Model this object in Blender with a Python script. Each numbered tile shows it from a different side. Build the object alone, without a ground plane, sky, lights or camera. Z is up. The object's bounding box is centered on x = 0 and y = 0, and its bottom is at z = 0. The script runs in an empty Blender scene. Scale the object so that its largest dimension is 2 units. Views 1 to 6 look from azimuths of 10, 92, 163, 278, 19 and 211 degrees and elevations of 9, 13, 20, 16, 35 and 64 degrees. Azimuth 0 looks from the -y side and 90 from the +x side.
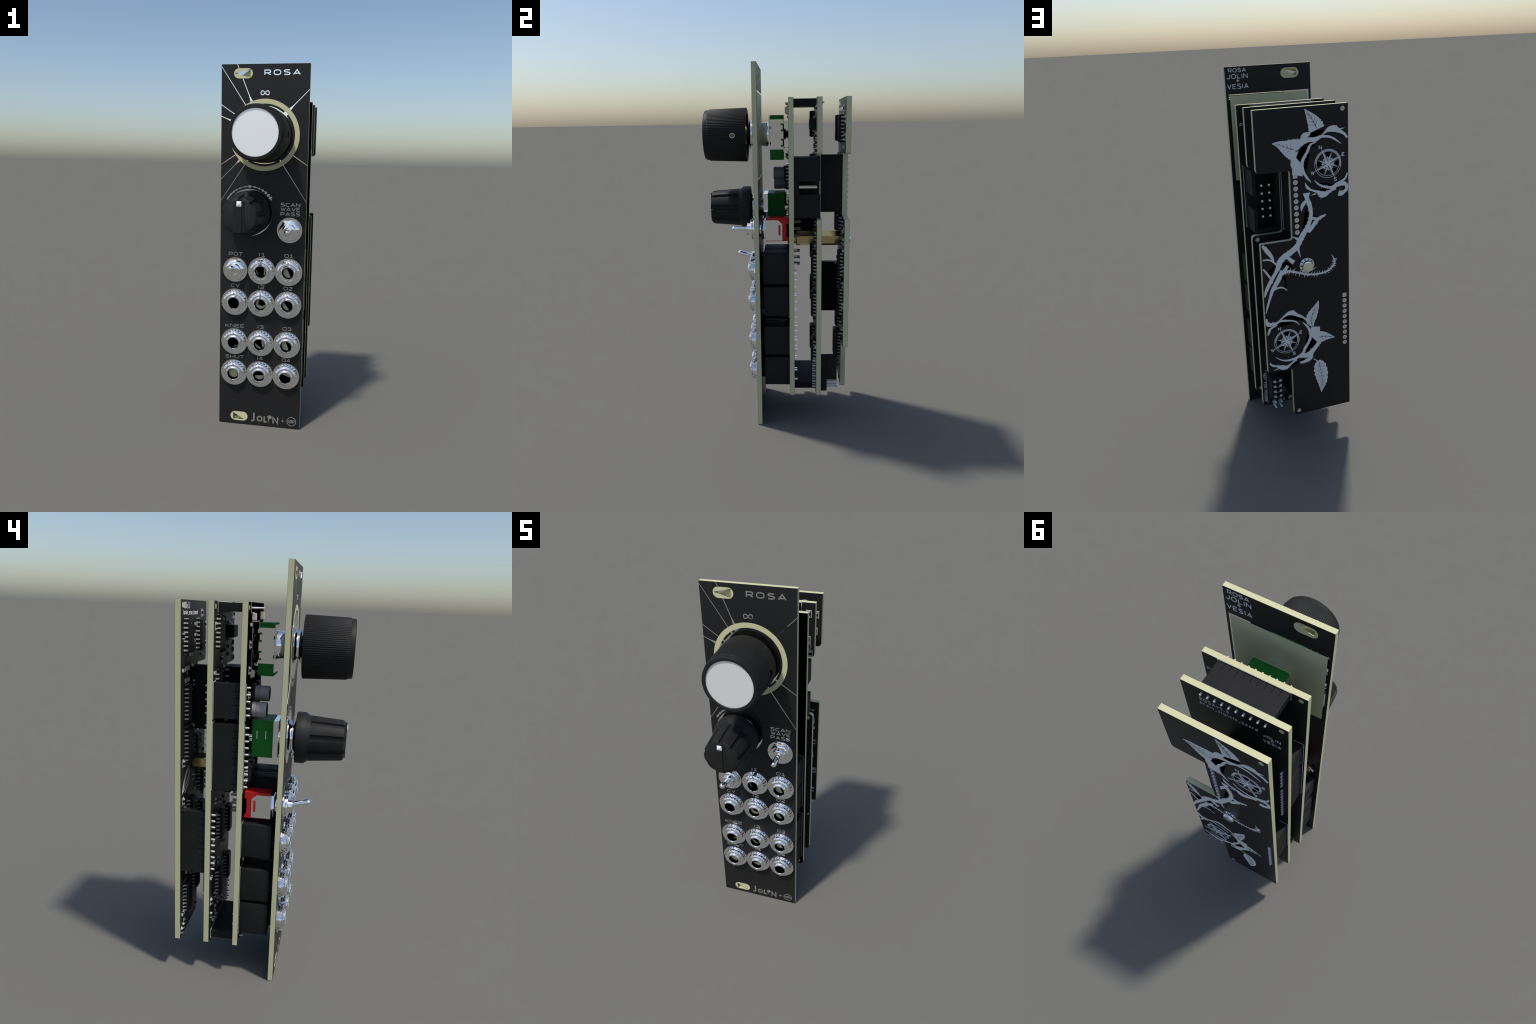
# Eurorack-style synthesizer module: front panel, three stacked circuit boards,
# knobs, jacks, toggle switches.  All dimensions in millimetres, scaled by S.
import bpy, bmesh, math, random
from mathutils import Vector
from mathutils.geometry import tessellate_polygon

S = 2.0 / 128.5
TAU = 2 * math.pi
rnd = random.Random(7)

# ------------------------------------------------------------------ materials
def material(name, color, rough=0.5, metal=0.0, spec=0.5, noise=0.0, scale=30.0,
             coat=0.0, bump=0.0):
    m = bpy.data.materials.new(name)
    m.use_nodes = True
    nt = m.node_tree
    b = nt.nodes['Principled BSDF']
    b.inputs['Base Color'].default_value = (*color, 1)
    b.inputs['Roughness'].default_value = rough
    b.inputs['Metallic'].default_value = metal
    b.inputs['Specular IOR Level'].default_value = spec
    b.inputs['Coat Weight'].default_value = coat
    if noise > 0 or bump > 0:
        tc = nt.nodes.new('ShaderNodeTexCoord')
        n = nt.nodes.new('ShaderNodeTexNoise')
        n.inputs['Scale'].default_value = scale
        n.inputs['Detail'].default_value = 4
        nt.links.new(tc.outputs['Object'], n.inputs['Vector'])
        if noise > 0:
            r = nt.nodes.new('ShaderNodeValToRGB')
            r.color_ramp.elements[0].position = 0.3
            r.color_ramp.elements[1].position = 0.7
            r.color_ramp.elements[0].color = (*[c * (1 - noise) for c in color], 1)
            r.color_ramp.elements[1].color = (*[min(1, c * (1 + noise)) for c in color], 1)
            nt.links.new(n.outputs['Fac'], r.inputs['Fac'])
            nt.links.new(r.outputs['Color'], b.inputs['Base Color'])
        if bump > 0:
            bp = nt.nodes.new('ShaderNodeBump')
            bp.inputs['Strength'].default_value = bump
            bp.inputs['Distance'].default_value = 0.002
            nt.links.new(n.outputs['Fac'], bp.inputs['Height'])
            nt.links.new(bp.outputs['Normal'], b.inputs['Normal'])
    return m

def laminate_material():
    # glass-fibre board edge: cream with very fine layers running along the board
    m = material('laminate', (0.56, 0.545, 0.325), 0.6, spec=0.3)
    nt = m.node_tree
    b = nt.nodes['Principled BSDF']
    tc = nt.nodes.new('ShaderNodeTexCoord')
    mp = nt.nodes.new('ShaderNodeMapping')
    mp.inputs['Scale'].default_value = (1, 400, 1)
    n = nt.nodes.new('ShaderNodeTexNoise')
    n.inputs['Scale'].default_value = 3
    r = nt.nodes.new('ShaderNodeValToRGB')
    r.color_ramp.elements[0].color = (0.54, 0.525, 0.31, 1)
    r.color_ramp.elements[1].color = (0.585, 0.57, 0.345, 1)
    nt.links.new(tc.outputs['Object'], mp.inputs['Vector'])
    nt.links.new(mp.outputs['Vector'], n.inputs['Vector'])
    nt.links.new(n.outputs['Fac'], r.inputs['Fac'])
    nt.links.new(r.outputs['Color'], b.inputs['Base Color'])
    return m

M = dict(
    laminate=laminate_material(),
    mask=material('solder_mask', (0.0145, 0.0145, 0.0148), 0.45, spec=0.25, noise=0.06, scale=6),
    ink=material('pure_black', (0.0006, 0.0006, 0.0006), 0.8, spec=0.0),
    deep=material('mask_blackened_by_self_shadow', (0.001, 0.001, 0.001), 0.8, spec=0.0),  # solder mask darkened to the black of self-shadowed coplanar faces
    chrome=material('polished_metal', (0.93, 0.93, 0.93), 0.03, 1.0),
    plate=material('bare_metal_artwork', (0.76, 0.765, 0.765), 0.5, 0.0, spec=0.3),
    silk=material('white_silkscreen', (0.75, 0.75, 0.75), 0.6, spec=0.2),
    plastic=material('black_plastic', (0.0165, 0.0165, 0.017), 0.6, spec=0.12, noise=0.1, scale=12),
    chip=material('chip_plastic', (0.012, 0.012, 0.0125), 0.55, spec=0.2),
    rubber=material('knob_black', (0.0145, 0.0145, 0.0142), 0.55, spec=0.18, noise=0.08, scale=15, bump=0.02),
    cap=material('knob_cap_white', (0.97, 0.965, 0.95), 0.42, 0.5, spec=0.5),
    white=material('pointer_white', (0.85, 0.85, 0.86), 0.35),
    green=material('green_laminate', (0.012, 0.165, 0.017), 0.5, spec=0.2, noise=0.1, scale=8),
    red=material('red_plastic', (0.50, 0.012, 0.012), 0.45, spec=0.35),
    brass=material('brass', (0.56, 0.49, 0.22), 0.16, 0.9),
    tin=material('tinned_pin', (0.62, 0.62, 0.63), 0.45, 0.15),
    gold=material('gold_end', (0.55, 0.38, 0.16), 0.4, 0.2),
    bronze=material('bronze_pin', (0.22, 0.15, 0.09), 0.4, 0.3),
    brown=material('resistor_brown', (0.10, 0.032, 0.018), 0.6),
    grey=material('capacitor_grey', (0.29, 0.295, 0.29), 0.45, spec=0.3),
    ivory=material('ceramic_ivory', (0.66, 0.62, 0.52), 0.5),
    leg=material('chip_leg', (0.55, 0.54, 0.50), 0.5, 0.1),
)

# ------------------------------------------------------------------ mesh builder
class MB:
    def __init__(self, *mats):
        self.v, self.f, self.m, self.s = [], [], [], []
        self.mats = list(mats)
        self.layer = 0

    def mi(self, name):
        if name is None:
            return 0
        if name not in self.mats:
            self.mats.append(name)
        return self.mats.index(name)

    def add(self, verts, faces, mat=None, smooth=False):
        o = len(self.v)
        k = self.mi(mat)
        self.v += [tuple(p) for p in verts]
        for f in faces:
            self.f.append(tuple(i + o for i in f))
            self.m.append(k)
            self.s.append(smooth)

    def box(self, x0, x1, y0, y1, z0, z1, mat=None):
        v = [(x, y, z) for x in (x0, x1) for y in (y0, y1) for z in (z0, z1)]
        f = [(0, 1, 3, 2), (4, 6, 7, 5), (0, 4, 5, 1), (2, 3, 7, 6), (0, 2, 6, 4), (1, 5, 7, 3)]
        self.add(v, f, mat)

    def cbox(self, x0, x1, y0, y1, z0, z1, c=0.2, mat=None):
        """box with chamfered edges"""
        bm = bmesh.new()
        bmesh.ops.create_cube(bm, size=1)
        for v in bm.verts:
            v.co = ((x0 + x1) / 2 + v.co.x * (x1 - x0), (y0 + y1) / 2 + v.co.y * (y1 - y0),
                    (z0 + z1) / 2 + v.co.z * (z1 - z0))
        bmesh.ops.bevel(bm, geom=bm.edges[:], offset=c, segments=2, profile=0.6, affect='EDGES')
        bm.verts.index_update()
        self.add([v.co[:] for v in bm.verts], [[v.index for v in f.verts] for f in bm.faces], mat)
        bm.free()

    def lathe(self, cx, cz, prof, n=48, mat=None, smooth=True, mod=None, capa=True, capb=True, ph=0.0):
        """profile of (radius, y) pairs turned about the axis parallel to y through (cx, cz)"""
        v, f = [], []
        for k, (r, y) in enumerate(prof):
            for i in range(n):
                a = ph + TAU * i / n
                rr = r + (mod(k, a) if mod else 0)
                v.append((cx + rr * math.cos(a), y, cz + rr * math.sin(a)))
        for k in range(len(prof) - 1):
            for i in range(n):
                j = (i + 1) % n
                f.append((k * n + i, k * n + j, (k + 1) * n + j, (k + 1) * n + i))
        self.add(v, f, mat, smooth)
        if capa and prof[0][0] > 1e-6:
            self.add(v[:n], [tuple(range(n))], mat)
        if capb and prof[-1][0] > 1e-6:
            self.add(v[-n:], [tuple(range(n - 1, -1, -1))], mat)

    def cyl(self, cx, cz, r, y0, y1, n=32, mat=None, ph=0.0, smooth=True):
        self.lathe(cx, cz, [(r, y0), (r, y1)], n, mat, smooth, ph=ph)

    def ring(self, cx, cz, r0, r1, y0, y1, n=96, mat=None):
        self.lathe(cx, cz, [(r0, y0), (r1, y0), (r1, y1), (r0, y1), (r0, y0)], n, mat, False,
                   capa=False, capb=False)

    def rod(self, p0, p1, r0, r1=None, n=12, mat=None, tip=False):
        p0, p1 = Vector(p0), Vector(p1)
        r1 = r0 if r1 is None else r1
        d = (p1 - p0).normalized()
        a = d.orthogonal().normalized()
        b = d.cross(a)
        secs = [(p0, r0), (p1, r1)]
        if tip:
            secs += [(p1 + d * r1 * math.sin(t), r1 * math.cos(t)) for t in (0.4, 0.8, 1.2, 1.5)]
        v, f = [], []
        for c, r in secs:
            for i in range(n):
                t = TAU * i / n
                v.append(c + a * r * math.cos(t) + b * r * math.sin(t))
        for k in range(len(secs) - 1):
            for i in range(n):
                j = (i + 1) % n
                f.append((k * n + i, k * n + j, (k + 1) * n + j, (k + 1) * n + i))
        self.add(v, f, mat, True)
        self.add(v[:n], [tuple(range(n))], mat)
        self.add(v[-n:], [tuple(range(n - 1, -1, -1))], mat)

    def prism(self, poly, y0, y1, mat=None, holes=()):
        loops = [list(poly)] + [list(h) for h in holes]
        flat = [p for lp in loops for p in lp]
        tris = tessellate_polygon([[Vector((p[0], p[1], 0)) for p in lp] for lp in loops])
        n = len(flat)
        v = [(p[0], y0, p[1]) for p in flat] + [(p[0], y1, p[1]) for p in flat]
        f = [tuple(t) for t in tris] + [tuple(i + n for i in reversed(t)) for t in tris]
        o = 0
        for lp in loops:
            k = len(lp)
            for i in range(k):
                j = (i + 1) % k
                f.append((o + i, o + j, n + o + j, n + o + i))
            o += k
        self.add(v, f, mat)

    def strip(self, L, R, y0, y1, mat=None, closed=False):
        n = len(L)
        v = [(p[0], y, p[1]) for y in (y0, y1) for side in (L, R) for p in side]
        f = []
        for i in range(n if closed else n - 1):
            j = (i + 1) % n
            f += [(n + i, n + j, j, i), (2 * n + i, 2 * n + j, 3 * n + j, 3 * n + i),
                  (i, j, 2 * n + j, 2 * n + i), (n + j, n + i, 3 * n + i, 3 * n + j)]
        if not closed:
            f += [(0, 2 * n, 3 * n, n), (n - 1, 2 * n - 1, 4 * n - 1, 3 * n - 1)]
        self.add(v, f, mat)

    def build(self, name, parent=None, origin=(0, 0, 0), kind=None, soft=False):
        me = bpy.data.meshes.new(name)
        o = Vector(origin)
        me.from_pydata([((p[0] - o.x) * S, (p[1] - o.y) * S, (p[2] - o.z) * S) for p in self.v], [], self.f)
        for k in self.mats:
            me.materials.append(M[k])
        me.polygons.foreach_set('material_index', self.m)
        me.polygons.foreach_set('use_smooth', self.s)
        bm = bmesh.new()
        bm.from_mesh(me)
        bmesh.ops.remove_doubles(bm, verts=bm.verts[:], dist=1e-6)
        bmesh.ops.recalc_face_normals(bm, faces=bm.faces[:])
        bm.to_mesh(me)
        bm.free()
        if any(self.s) and not soft:
            me.set_sharp_from_angle(angle=math.radians(38))
        ob = bpy.data.objects.new(name, me)
        return place(ob, parent, origin, kind)

def place(ob, parent, origin, kind=None):
    if ob.name not in bpy.context.scene.collection.objects:
        bpy.context.scene.collection.objects.link(ob)
    o = Vector(origin) * S
    ob['origin_mm'] = tuple(origin)
    if parent is not None:
        ob.parent = parent
        o = o - Vector(parent['origin_mm']) * S
    ob.location = o
    if kind:
        ob['kind'] = kind
    return ob

def repeat(ob, origin):
    c = ob.copy()
    return place(c, ob.parent, origin, ob.get('kind'))

# ------------------------------------------------------------------ flat drawing helpers
def smooth_pts(pts, k=5):
    """Catmull-Rom through control points (any dimension)"""
    out = []
    n = len(pts)
    for i in range(n - 1):
        p0, p1, p2, p3 = pts[max(i - 1, 0)], pts[i], pts[i + 1], pts[min(i + 2, n - 1)]
        for j in range(k):
            t = j / k
            out.append(tuple(0.5 * (2 * b + (c - a) * t + (2 * a - 5 * b + 4 * c - d) * t * t
                                    + (3 * b - a - 3 * c + d) * t ** 3)
                             for a, b, c, d in zip(p0, p1, p2, p3)))
    out.append(tuple(pts[-1]))
    return out

def offset_line(pts, w, closed=False):
    """left and right borders of a line with mitred corners; w is a number or list of half widths"""
    n = len(pts)
    L, R = [], []
    for i in range(n):
        a = pts[i - 1] if (i > 0 or closed) else None
        b = pts[(i + 1) % n] if (i < n - 1 or closed) else None
        p = pts[i]
        d0 = Vector((p[0] - a[0], p[1] - a[1])).normalized() if a else None
        d1 = Vector((b[0] - p[0], b[1] - p[1])).normalized() if b else None
        d0 = d0 or d1
        d1 = d1 or d0
        t = d0 + d1
        t = t.normalized() if t.length > 1e-6 else d0
        c = max(0.45, t.dot(d0))
        h = (w[i] if isinstance(w, (list, tuple)) else w) / c
        L.append((p[0] - t.y * h, p[1] + t.x * h))
        R.append((p[0] + t.y * h, p[1] - t.x * h))
    return L, R

def arc(cx, cz, rx, rz, a0, a1, n=12):
    return [(cx + rx * math.cos(math.radians(a0 + (a1 - a0) * i / n)),
             cz + rz * math.sin(math.radians(a0 + (a1 - a0) * i / n))) for i in range(n + 1)]

def fillet(poly, n=5):
    """polygon of (x, z, radius) with rounded corners"""
    out = []
    k = len(poly)
    for i, p in enumerate(poly):
        r = p[2] if len(p) > 2 else 0
        if not r:
            out.append(p[:2])
            continue
        P = Vector(p[:2])
        a = (Vector(poly[i - 1][:2]) - P).normalized()
        b = (Vector(poly[(i + 1) % k][:2]) - P).normalized()
        A, B = P + a * r, P + b * r
        for j in range(n + 1):
            t = j / n * math.pi / 2
            q = P + a * r * (1 - math.sin(t)) + b * r * (1 - math.cos(t))
            out.append((q.x, q.y))
    return out

def slot_shape(cx, cz, hx, r, n=10):
    return arc(cx + hx - r, cz, r, r, -90, 90, n) + arc(cx - hx + r, cz, r, r, 90, 270, n)

def circle(cx, cz, r, n=28):
    return arc(cx, cz, r, r, 0, 360 - 360 / n, n - 1)

# wide stroke lettering: polylines in a box of width w and height 1
def glyphs():
    O = lambda w: [p for p in [(w / 2 + w / 2 * math.copysign(abs(math.cos(t)) ** 0.75, math.cos(t)),
                                .5 + .5 * math.copysign(abs(math.sin(t)) ** 0.85, math.sin(t)))
                               for t in [TAU * i / 24 for i in range(24)]]]
    g = {}
    g['O'] = (1.5, [('c', O(1.5))])
    g['0'] = g['O']
    g['R'] = (1.3, [[(0, 0), (0, 1), (.95, 1), (1.2, .9), (1.28, .7), (1.2, .5), (.95, .4), (.13, .4)], [(.6, .4), (1.3, 0)]])
    g['P'] = (1.3, [[(0, 0), (0, 1), (.95, 1), (1.2, .9), (1.28, .67), (1.2, .45), (.95, .35), (.13, .35)]])
    g['S'] = (1.3, [[(1.22, .98), (.4, 1), (.12, .93), (.02, .77), (.15, .6), (.5, .54), (.85, .5), (1.18, .43), (1.3, .25), (1.15, .06), (.85, 0), (.02, .02)]])
    g['A'] = (1.5, [[(0, 0), (.75, 1), (1.5, 0)], [(.3, .26), (1.2, .26)]])
    g['C'] = (1.3, [[(1.28, .98), (.6, 1), (.2, .9), (0, .6), (0, .4), (.2, .1), (.6, 0), (1.28, .02)]])
    g['N'] = (1.3, [[(0, 0), (0, 1), (1.3, 0), (1.3, 1)]])
    g['W'] = (1.75, [[(0, 1), (.5, 0), (.875, .8), (1.25, 0), (1.75, 1)]])
    g['V'] = (1.4, [[(0, 1), (.7, 0), (1.4, 1)]])
    g['E'] = (1.2, [[(1.2, 1), (0, 1), (0, 0), (1.2, 0)], [(0, .5), (1.0, .5)]])
    g['F'] = (1.2, [[(1.2, 1), (0, 1), (0, 0)], [(0, .5), (1.0, .5)]])
    g['T'] = (1.3, [[(0, 1), (1.3, 1)], [(.65, 1), (.65, 0)]])
    g['I'] = (0.1, [[(.05, 0), (.05, 1)]])
    g['K'] = (1.25, [[(0, 0), (0, 1)], [(1.2, 1), (.15, .45), (1.25, 0)]])
    g['H'] = (1.3, [[(0, 0), (0, 1)], [(1.3, 0), (1.3, 1)], [(0, .5), (1.3, .5)]])
    g['U'] = (1.3, [[(0, 1), (0, .35), (.12, .1), (.45, 0), (.85, 0), (1.18, .1), (1.3, .35), (1.3, 1)]])
    g['J'] = (1.1, [[(1.05, 1), (1.05, .35), (.95, .08), (.7, 0), (.3, 0), (.02, .15)]])
    g['L'] = (1.1, [[(0, 1), (0, 0), (1.1, 0)]])
    g['M'] = (1.5, [[(0, 0), (0, 1), (.75, .25), (1.5, 1), (1.5, 0)]])
    g['B'] = (1.25, [[(.13, .5), (.95, .5), (1.15, .65), (1.15, .88), (.95, 1), (0, 1), (0, 0), (1, 0), (1.25, .12), (1.25, .35), (1.05, .44)]])
    g['Y'] = (1.3, [[(0, 1), (.65, .45), (1.3, 1)], [(.65, .45), (.65, 0)]])
    g['1'] = (1.1, [[(.1, .72), (.6, 1), (.6, 0)], [(.05, 0), (1.15, 0)]])
    g['2'] = (1.25, [[(.02, .95), (.8, 1), (1.15, .92), (1.22, .72), (1.1, .55), (.5, .35), (.1, .12), (.05, 0), (1.25, 0)]])
    g['3'] = (1.2, [[(.05, 1), (.9, 1), (1.12, .88), (1.12, .66), (.9, .54), (.4, .52)], [(.92, .5), (1.2, .38), (1.2, .12), (.9, 0), (.03, 0)]])
    g['4'] = (1.35, [[(1.35, .25), (.02, .25), (1.0, 1)], [(1.0, .95), (1.0, 0)]])
    g['+'] = (1.0, [[(0, .5), (1, .5)], [(.5, 1), (.5, 0)]])
    # lower case, x-height .68
    o = [(.42 + .42 * math.cos(t), .34 + .34 * math.sin(t)) for t in [TAU * i / 12 for i in range(12)]]
    g['o'] = (.84, [('c', o)])
    g['a'] = (.84, [('c', o), [(.86, .68), (.86, 0)]])
    g['b'] = (.84, [('c', o), [(-.02, 1), (-.02, 0)]])
    g['d'] = (.84, [('c', o), [(.86, 1), (.86, 0)]])
    g['g'] = (.84, [('c', o), [(.86, .68), (.86, -.2), (.1, -.28)]])
    g['e'] = (.84, [[(.05, .36), (.84, .36), (.7, .62), (.4, .68), (.1, .55), (.02, .3), (.2, .04), (.8, .02)]])
    g['c'] = (.78, [[(.78, .62), (.4, .68), (.08, .5), (.04, .25), (.2, .05), (.78, .02)]])
    g['r'] = (.55, [[(0, 0), (0, .66)], [(0, .42), (.2, .64), (.55, .66)]])
    g['n'] = (.75, [[(0, 0), (0, .66)], [(0, .42), (.2, .64), (.55, .66), (.73, .5), (.74, 0)]])
    g['u'] = (.75, [[(0, .66), (.02, .15), (.2, .0), (.75, .05)], [(.75, .66), (.75, 0)]])
    g['s'] = (.7, [[(.68, .64), (.1, .64), (.06, .4), (.64, .3), (.62, .02), (.02, .02)]])
    g['i'] = (.1, [[(.05, 0), (.05, .64)], [(.05, .84), (.05, .98)]])
    g['l'] = (.1, [[(.05, 0), (.05, 1)]])
    g['v'] = (.8, [[(0, .66), (.4, 0), (.8, .66)]])
    g['.'] = (.12, [[(.06, 0), (.06, .14)]])
    g['_'] = (.8, [[(0, -.1), (.8, -.1)]])
    g[' '] = (.6, [])
    return g
GLYPH = glyphs()

def text(mb, s, cx, z0, h, width=None, stroke=0.1, y0=0.0, up=-1, lift=0.05, mat=None, rot=0, align='c', squeeze=1.0):
    """letters h tall with the baseline at z0, centred on cx; up=-1 reads from the front (-y side),
    up=+1 reads from the back."""
    ws = [GLYPH[c][0] * h * squeeze for c in s]
    gap = 0.5 * h
    if width is not None and len(s) > 1:
        tot = sum(ws)
        gap = (width - tot) / (len(s) - 1)
        if gap < 0.42 * h:
            k = (width - 0.42 * h * (len(s) - 1)) / tot
            gap = 0.42 * h
            ws = [w * k for w in ws]
    total = sum(ws) + gap * (len(s) - 1)
    u = -total / 2 if align == 'c' else 0
    ca, sa = math.cos(math.radians(rot)), math.sin(math.radians(rot))
    for c, w in zip(s, ws):
        gw = GLYPH[c][0] * h
        for st in GLYPH[c][1]:
            closed = st[0] == 'c'
            pts = st[1] if closed else st
            q = []
            for px, pz in pts:
                a = u + px * h * (w / gw if gw else 1)
                b = pz * h
                a, b = a * ca - b * sa, a * sa + b * ca
                q.append((cx - up * a, z0 + b))
            L, R = offset_line(q, stroke / 2, closed)
            mb.layer += 1
            e = (mb.layer % 9) * 0.004
            mb.strip(L, R, y0, y0 + up * (lift + e), mat, closed)
        u += w + gap

def line(mb, pts, w, y0, up, lift=0.05, mat=None, closed=False):
    mb.layer += 1
    L, R = offset_line(pts, w / 2, closed)
    mb.strip(L, R, y0, y0 + up * (lift + (mb.layer % 9) * 0.004), mat, closed)

# ------------------------------------------------------------------ root
root = bpy.data.objects.new('synthesizer_module', None)
bpy.context.scene.collection.objects.link(root)
root['origin_mm'] = (0, 0, 0)
root['label'] = 'black synthesizer module with stacked circuit boards, two knobs, chrome jacks'
root['category'] = 'synthesizer module'

# ------------------------------------------------------------------ front panel
PF, PB = -8.33, -6.72          # panel front and back planes
PX = 15.05
K1 = (0.05, 105.15)            # big knob axis
K2 = (-4.79, 78.65)            # small knob axis
SW1 = (9.55, 72.95)
SW2 = (-9.55, 58.2)
COLS, ROWS = (-9.55, 0.0, 9.58), (58.2, 46.45, 31.72, 20.0)
JACKS = [(x, z) for z in ROWS for x in COLS if (x, z) != (COLS[0], ROWS[0])]

slots = [(-7.53, 125.5, 3.24, 1.67), (-7.53, 2.95, 3.24, 1.76)]
slot_holes = [slot_shape(*s) for s in slots]
holes = slot_holes + [circle(x, z, 2.95) for x, z in JACKS + [SW1, SW2]] + \
    [circle(*K1, 3.4), circle(*K2, 3.4)]
rect = [(-PX, 0), (PX, 0), (PX, 128.5), (-PX, 128.5)]

panel = MB('laminate')
panel.prism(rect, PF + 0.05, PB - 0.05, holes=holes)
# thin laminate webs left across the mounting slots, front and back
panel.prism(slot_shape(*slots[0]), PF + 0.01, PF + 0.06, holes=[[(-10.6, 125.53), (-5.1, 124.1), (-5.1, 126.85)]])
panel.prism(slot_shape(*slots[1]), PF + 0.01, PF + 0.06, holes=[[(-9.8, 1.68), (-5.5, 1.71), (-9.8, 4.28)]])
panel.prism(slot_shape(*slots[0]), PB - 0.06, PB - 0.01, holes=[[(-5.6, 126.85), (-9.85, 126.6), (-9.95, 124.5), (-8.4, 124.9)]])
panel.prism(slot_shape(*slots[1]), PB - 0.06, PB - 0.01, holes=[[(-9.8, 1.9), (-6.0, 3.0), (-9.6, 4.2)]])
panel_ob = panel.build('front_panel', root)

mk = MB('mask')
mk.prism(rect, PF, PF + 0.05, holes=holes)
mk.prism(rect, PB - 0.05, PB, holes=holes)
mk.build('solder_mask', panel_ob)

# bare laminate ring round the big knob and the bare window on the back
rg = MB('laminate')
rg.ring(*K1, 10.45, 12.05, PF - 0.03, PF + 0.02, 72)
rg.prism([(-13.8, 90.65), (13.8, 90.65), (13.8, 119.25), (-13.8, 119.25)], PB - 0.02, PB + 0.08)
rg.build('bare_laminate', panel_ob)

mt = MB('chrome')
mt.prism([(-14.2, 90.25), (14.2, 90.25), (14.2, 119.7), (-14.2, 119.7)], PB - 0.03, PB + 0.04)
mt.cyl(*K1, 9.75, PF - 0.04, PF + 0.02, 72)
mt.cyl(*K2, 8.2, PF - 0.04, PF + 0.02, 56)
# rays leaving the knob ring, some flared where they meet it
for a in (45, 112.5, 123.75, 146.25, 157.5, 213.75, 225, 236.25, 303.75, 326.25):
    wide = a in (45, 112.5, 157.5, 225)
    c, s = math.cos(math.radians(a)), math.sin(math.radians(a))
    far = min((PX - 0.02 - K1[0] * math.copysign(1, c)) / abs(c),
              (128.48 - K1[1]) / s if s > 0 else 99)
    P = lambda r: (K1[0] + r * c, K1[1] + r * s)
    parts = [(12.1, far)]
    if a == 112.5:                     # this ray passes behind the mounting slot
        parts = [(12.1, 20.15), (23.8, far)]
    for r0, r1 in parts:
        if wide and r0 < 13:
            L, R = offset_line([P(r0), P(13.8), P(14.4), P(r1)], [0.42, 0.15, 0.125, 0.12])
        else:
            L, R = offset_line([P(r0), P(r1)], 0.115)
        cl = lambda q: (max(-PX, min(PX, q[0])), min(128.5, q[1]))
        mt.strip([cl(q) for q in L], [cl(q) for q in R], PF + 0.01, PF - 0.05)
    line(mt, [P(9.6), P(10.47)], 1.5 if wide else 0.55, PF + 0.01, -1)
# graduated arc over the small knob, beads growing to both ends
line(mt, arc(*K2, 9.05, 9.05, 29, 148, 40), 0.22, PF + 0.01, -1)
def bead(r0, ang, rt, rr):
    cx, cz = K2[0] + r0 * math.cos(math.radians(ang)), K2[1] + r0 * math.sin(math.radians(ang))
    t = math.radians(ang)
    mt.layer += 1
    e = 0.06 + (mt.layer % 5) * 0.004
    mt.prism([(cx + rr * math.cos(t) * math.cos(q) - rt * math.sin(t) * math.sin(q),
               cz + rr * math.sin(t) * math.cos(q) + rt * math.cos(t) * math.sin(q))
              for q in [TAU * i / 14 for i in range(14)]], PF + 0.01, PF - e)
for ang, rt, rr in ((146.5, .85, .34), (137, .72, .33), (128.5, .6, .3), (121, .45, .27), (112, .36, .24),
                    (100.5, .3, .22), (79, .28, .3), (68, .26, .36), (59, .3, .42), (51, .33, .5),
                    (43, .36, .58), (35.5, .38, .68)):
    bead(9.05, ang, rt, rr)
mt.ring(K2[0], K2[1] + 9.05, .22, .5, PF - 0.1, PF, 16)
# lettering
text(mt, 'ROSA', 5.75, 124.95, 1.5, 11.9, 0.36, PF, -1)
t8 = [(1.42 * math.sin(t) / (1 + math.cos(t) ** 2) ** .9, 1.85 * math.sin(t) * math.cos(t) / (1 + math.cos(t) ** 2)) for t in [TAU * i / 48 for i in range(49)]]
for seg in (t8[:25], t8[24:]):
    line(mt, [(0.0 + p[0], 119.1 + p[1]) for p in seg], 0.3, PF, -1)
for s, z in (('SCAN', 81.2), ('WAVE', 79.65), ('PASS', 78.0)):
    text(mt, s, 9.6, z, 1.08, 6.6, 0.2, PF, -1)
for (x, z, s, w) in [(-9.45, 63.3, 'POT', 4.9), (-9.5, 51.85, 'CV', 3.0), (-9.5, 36.95, 'KNEE', 6.8), (-9.4, 25.3, 'SHUT', 6.8)]:
    text(mt, s, x, z, 1.08, w, 0.18, PF, -1)
for k, z in enumerate((63.4, 51.75, 37.05, 25.35)):
    text(mt, 'I%d' % (k + 1), 0.0, z, 1.08, 2.0, 0.19, PF, -1)
    text(mt, 'O%d' % (k + 1), 9.5, z, 1.08, 3.0, 0.19, PF, -1)
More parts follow.
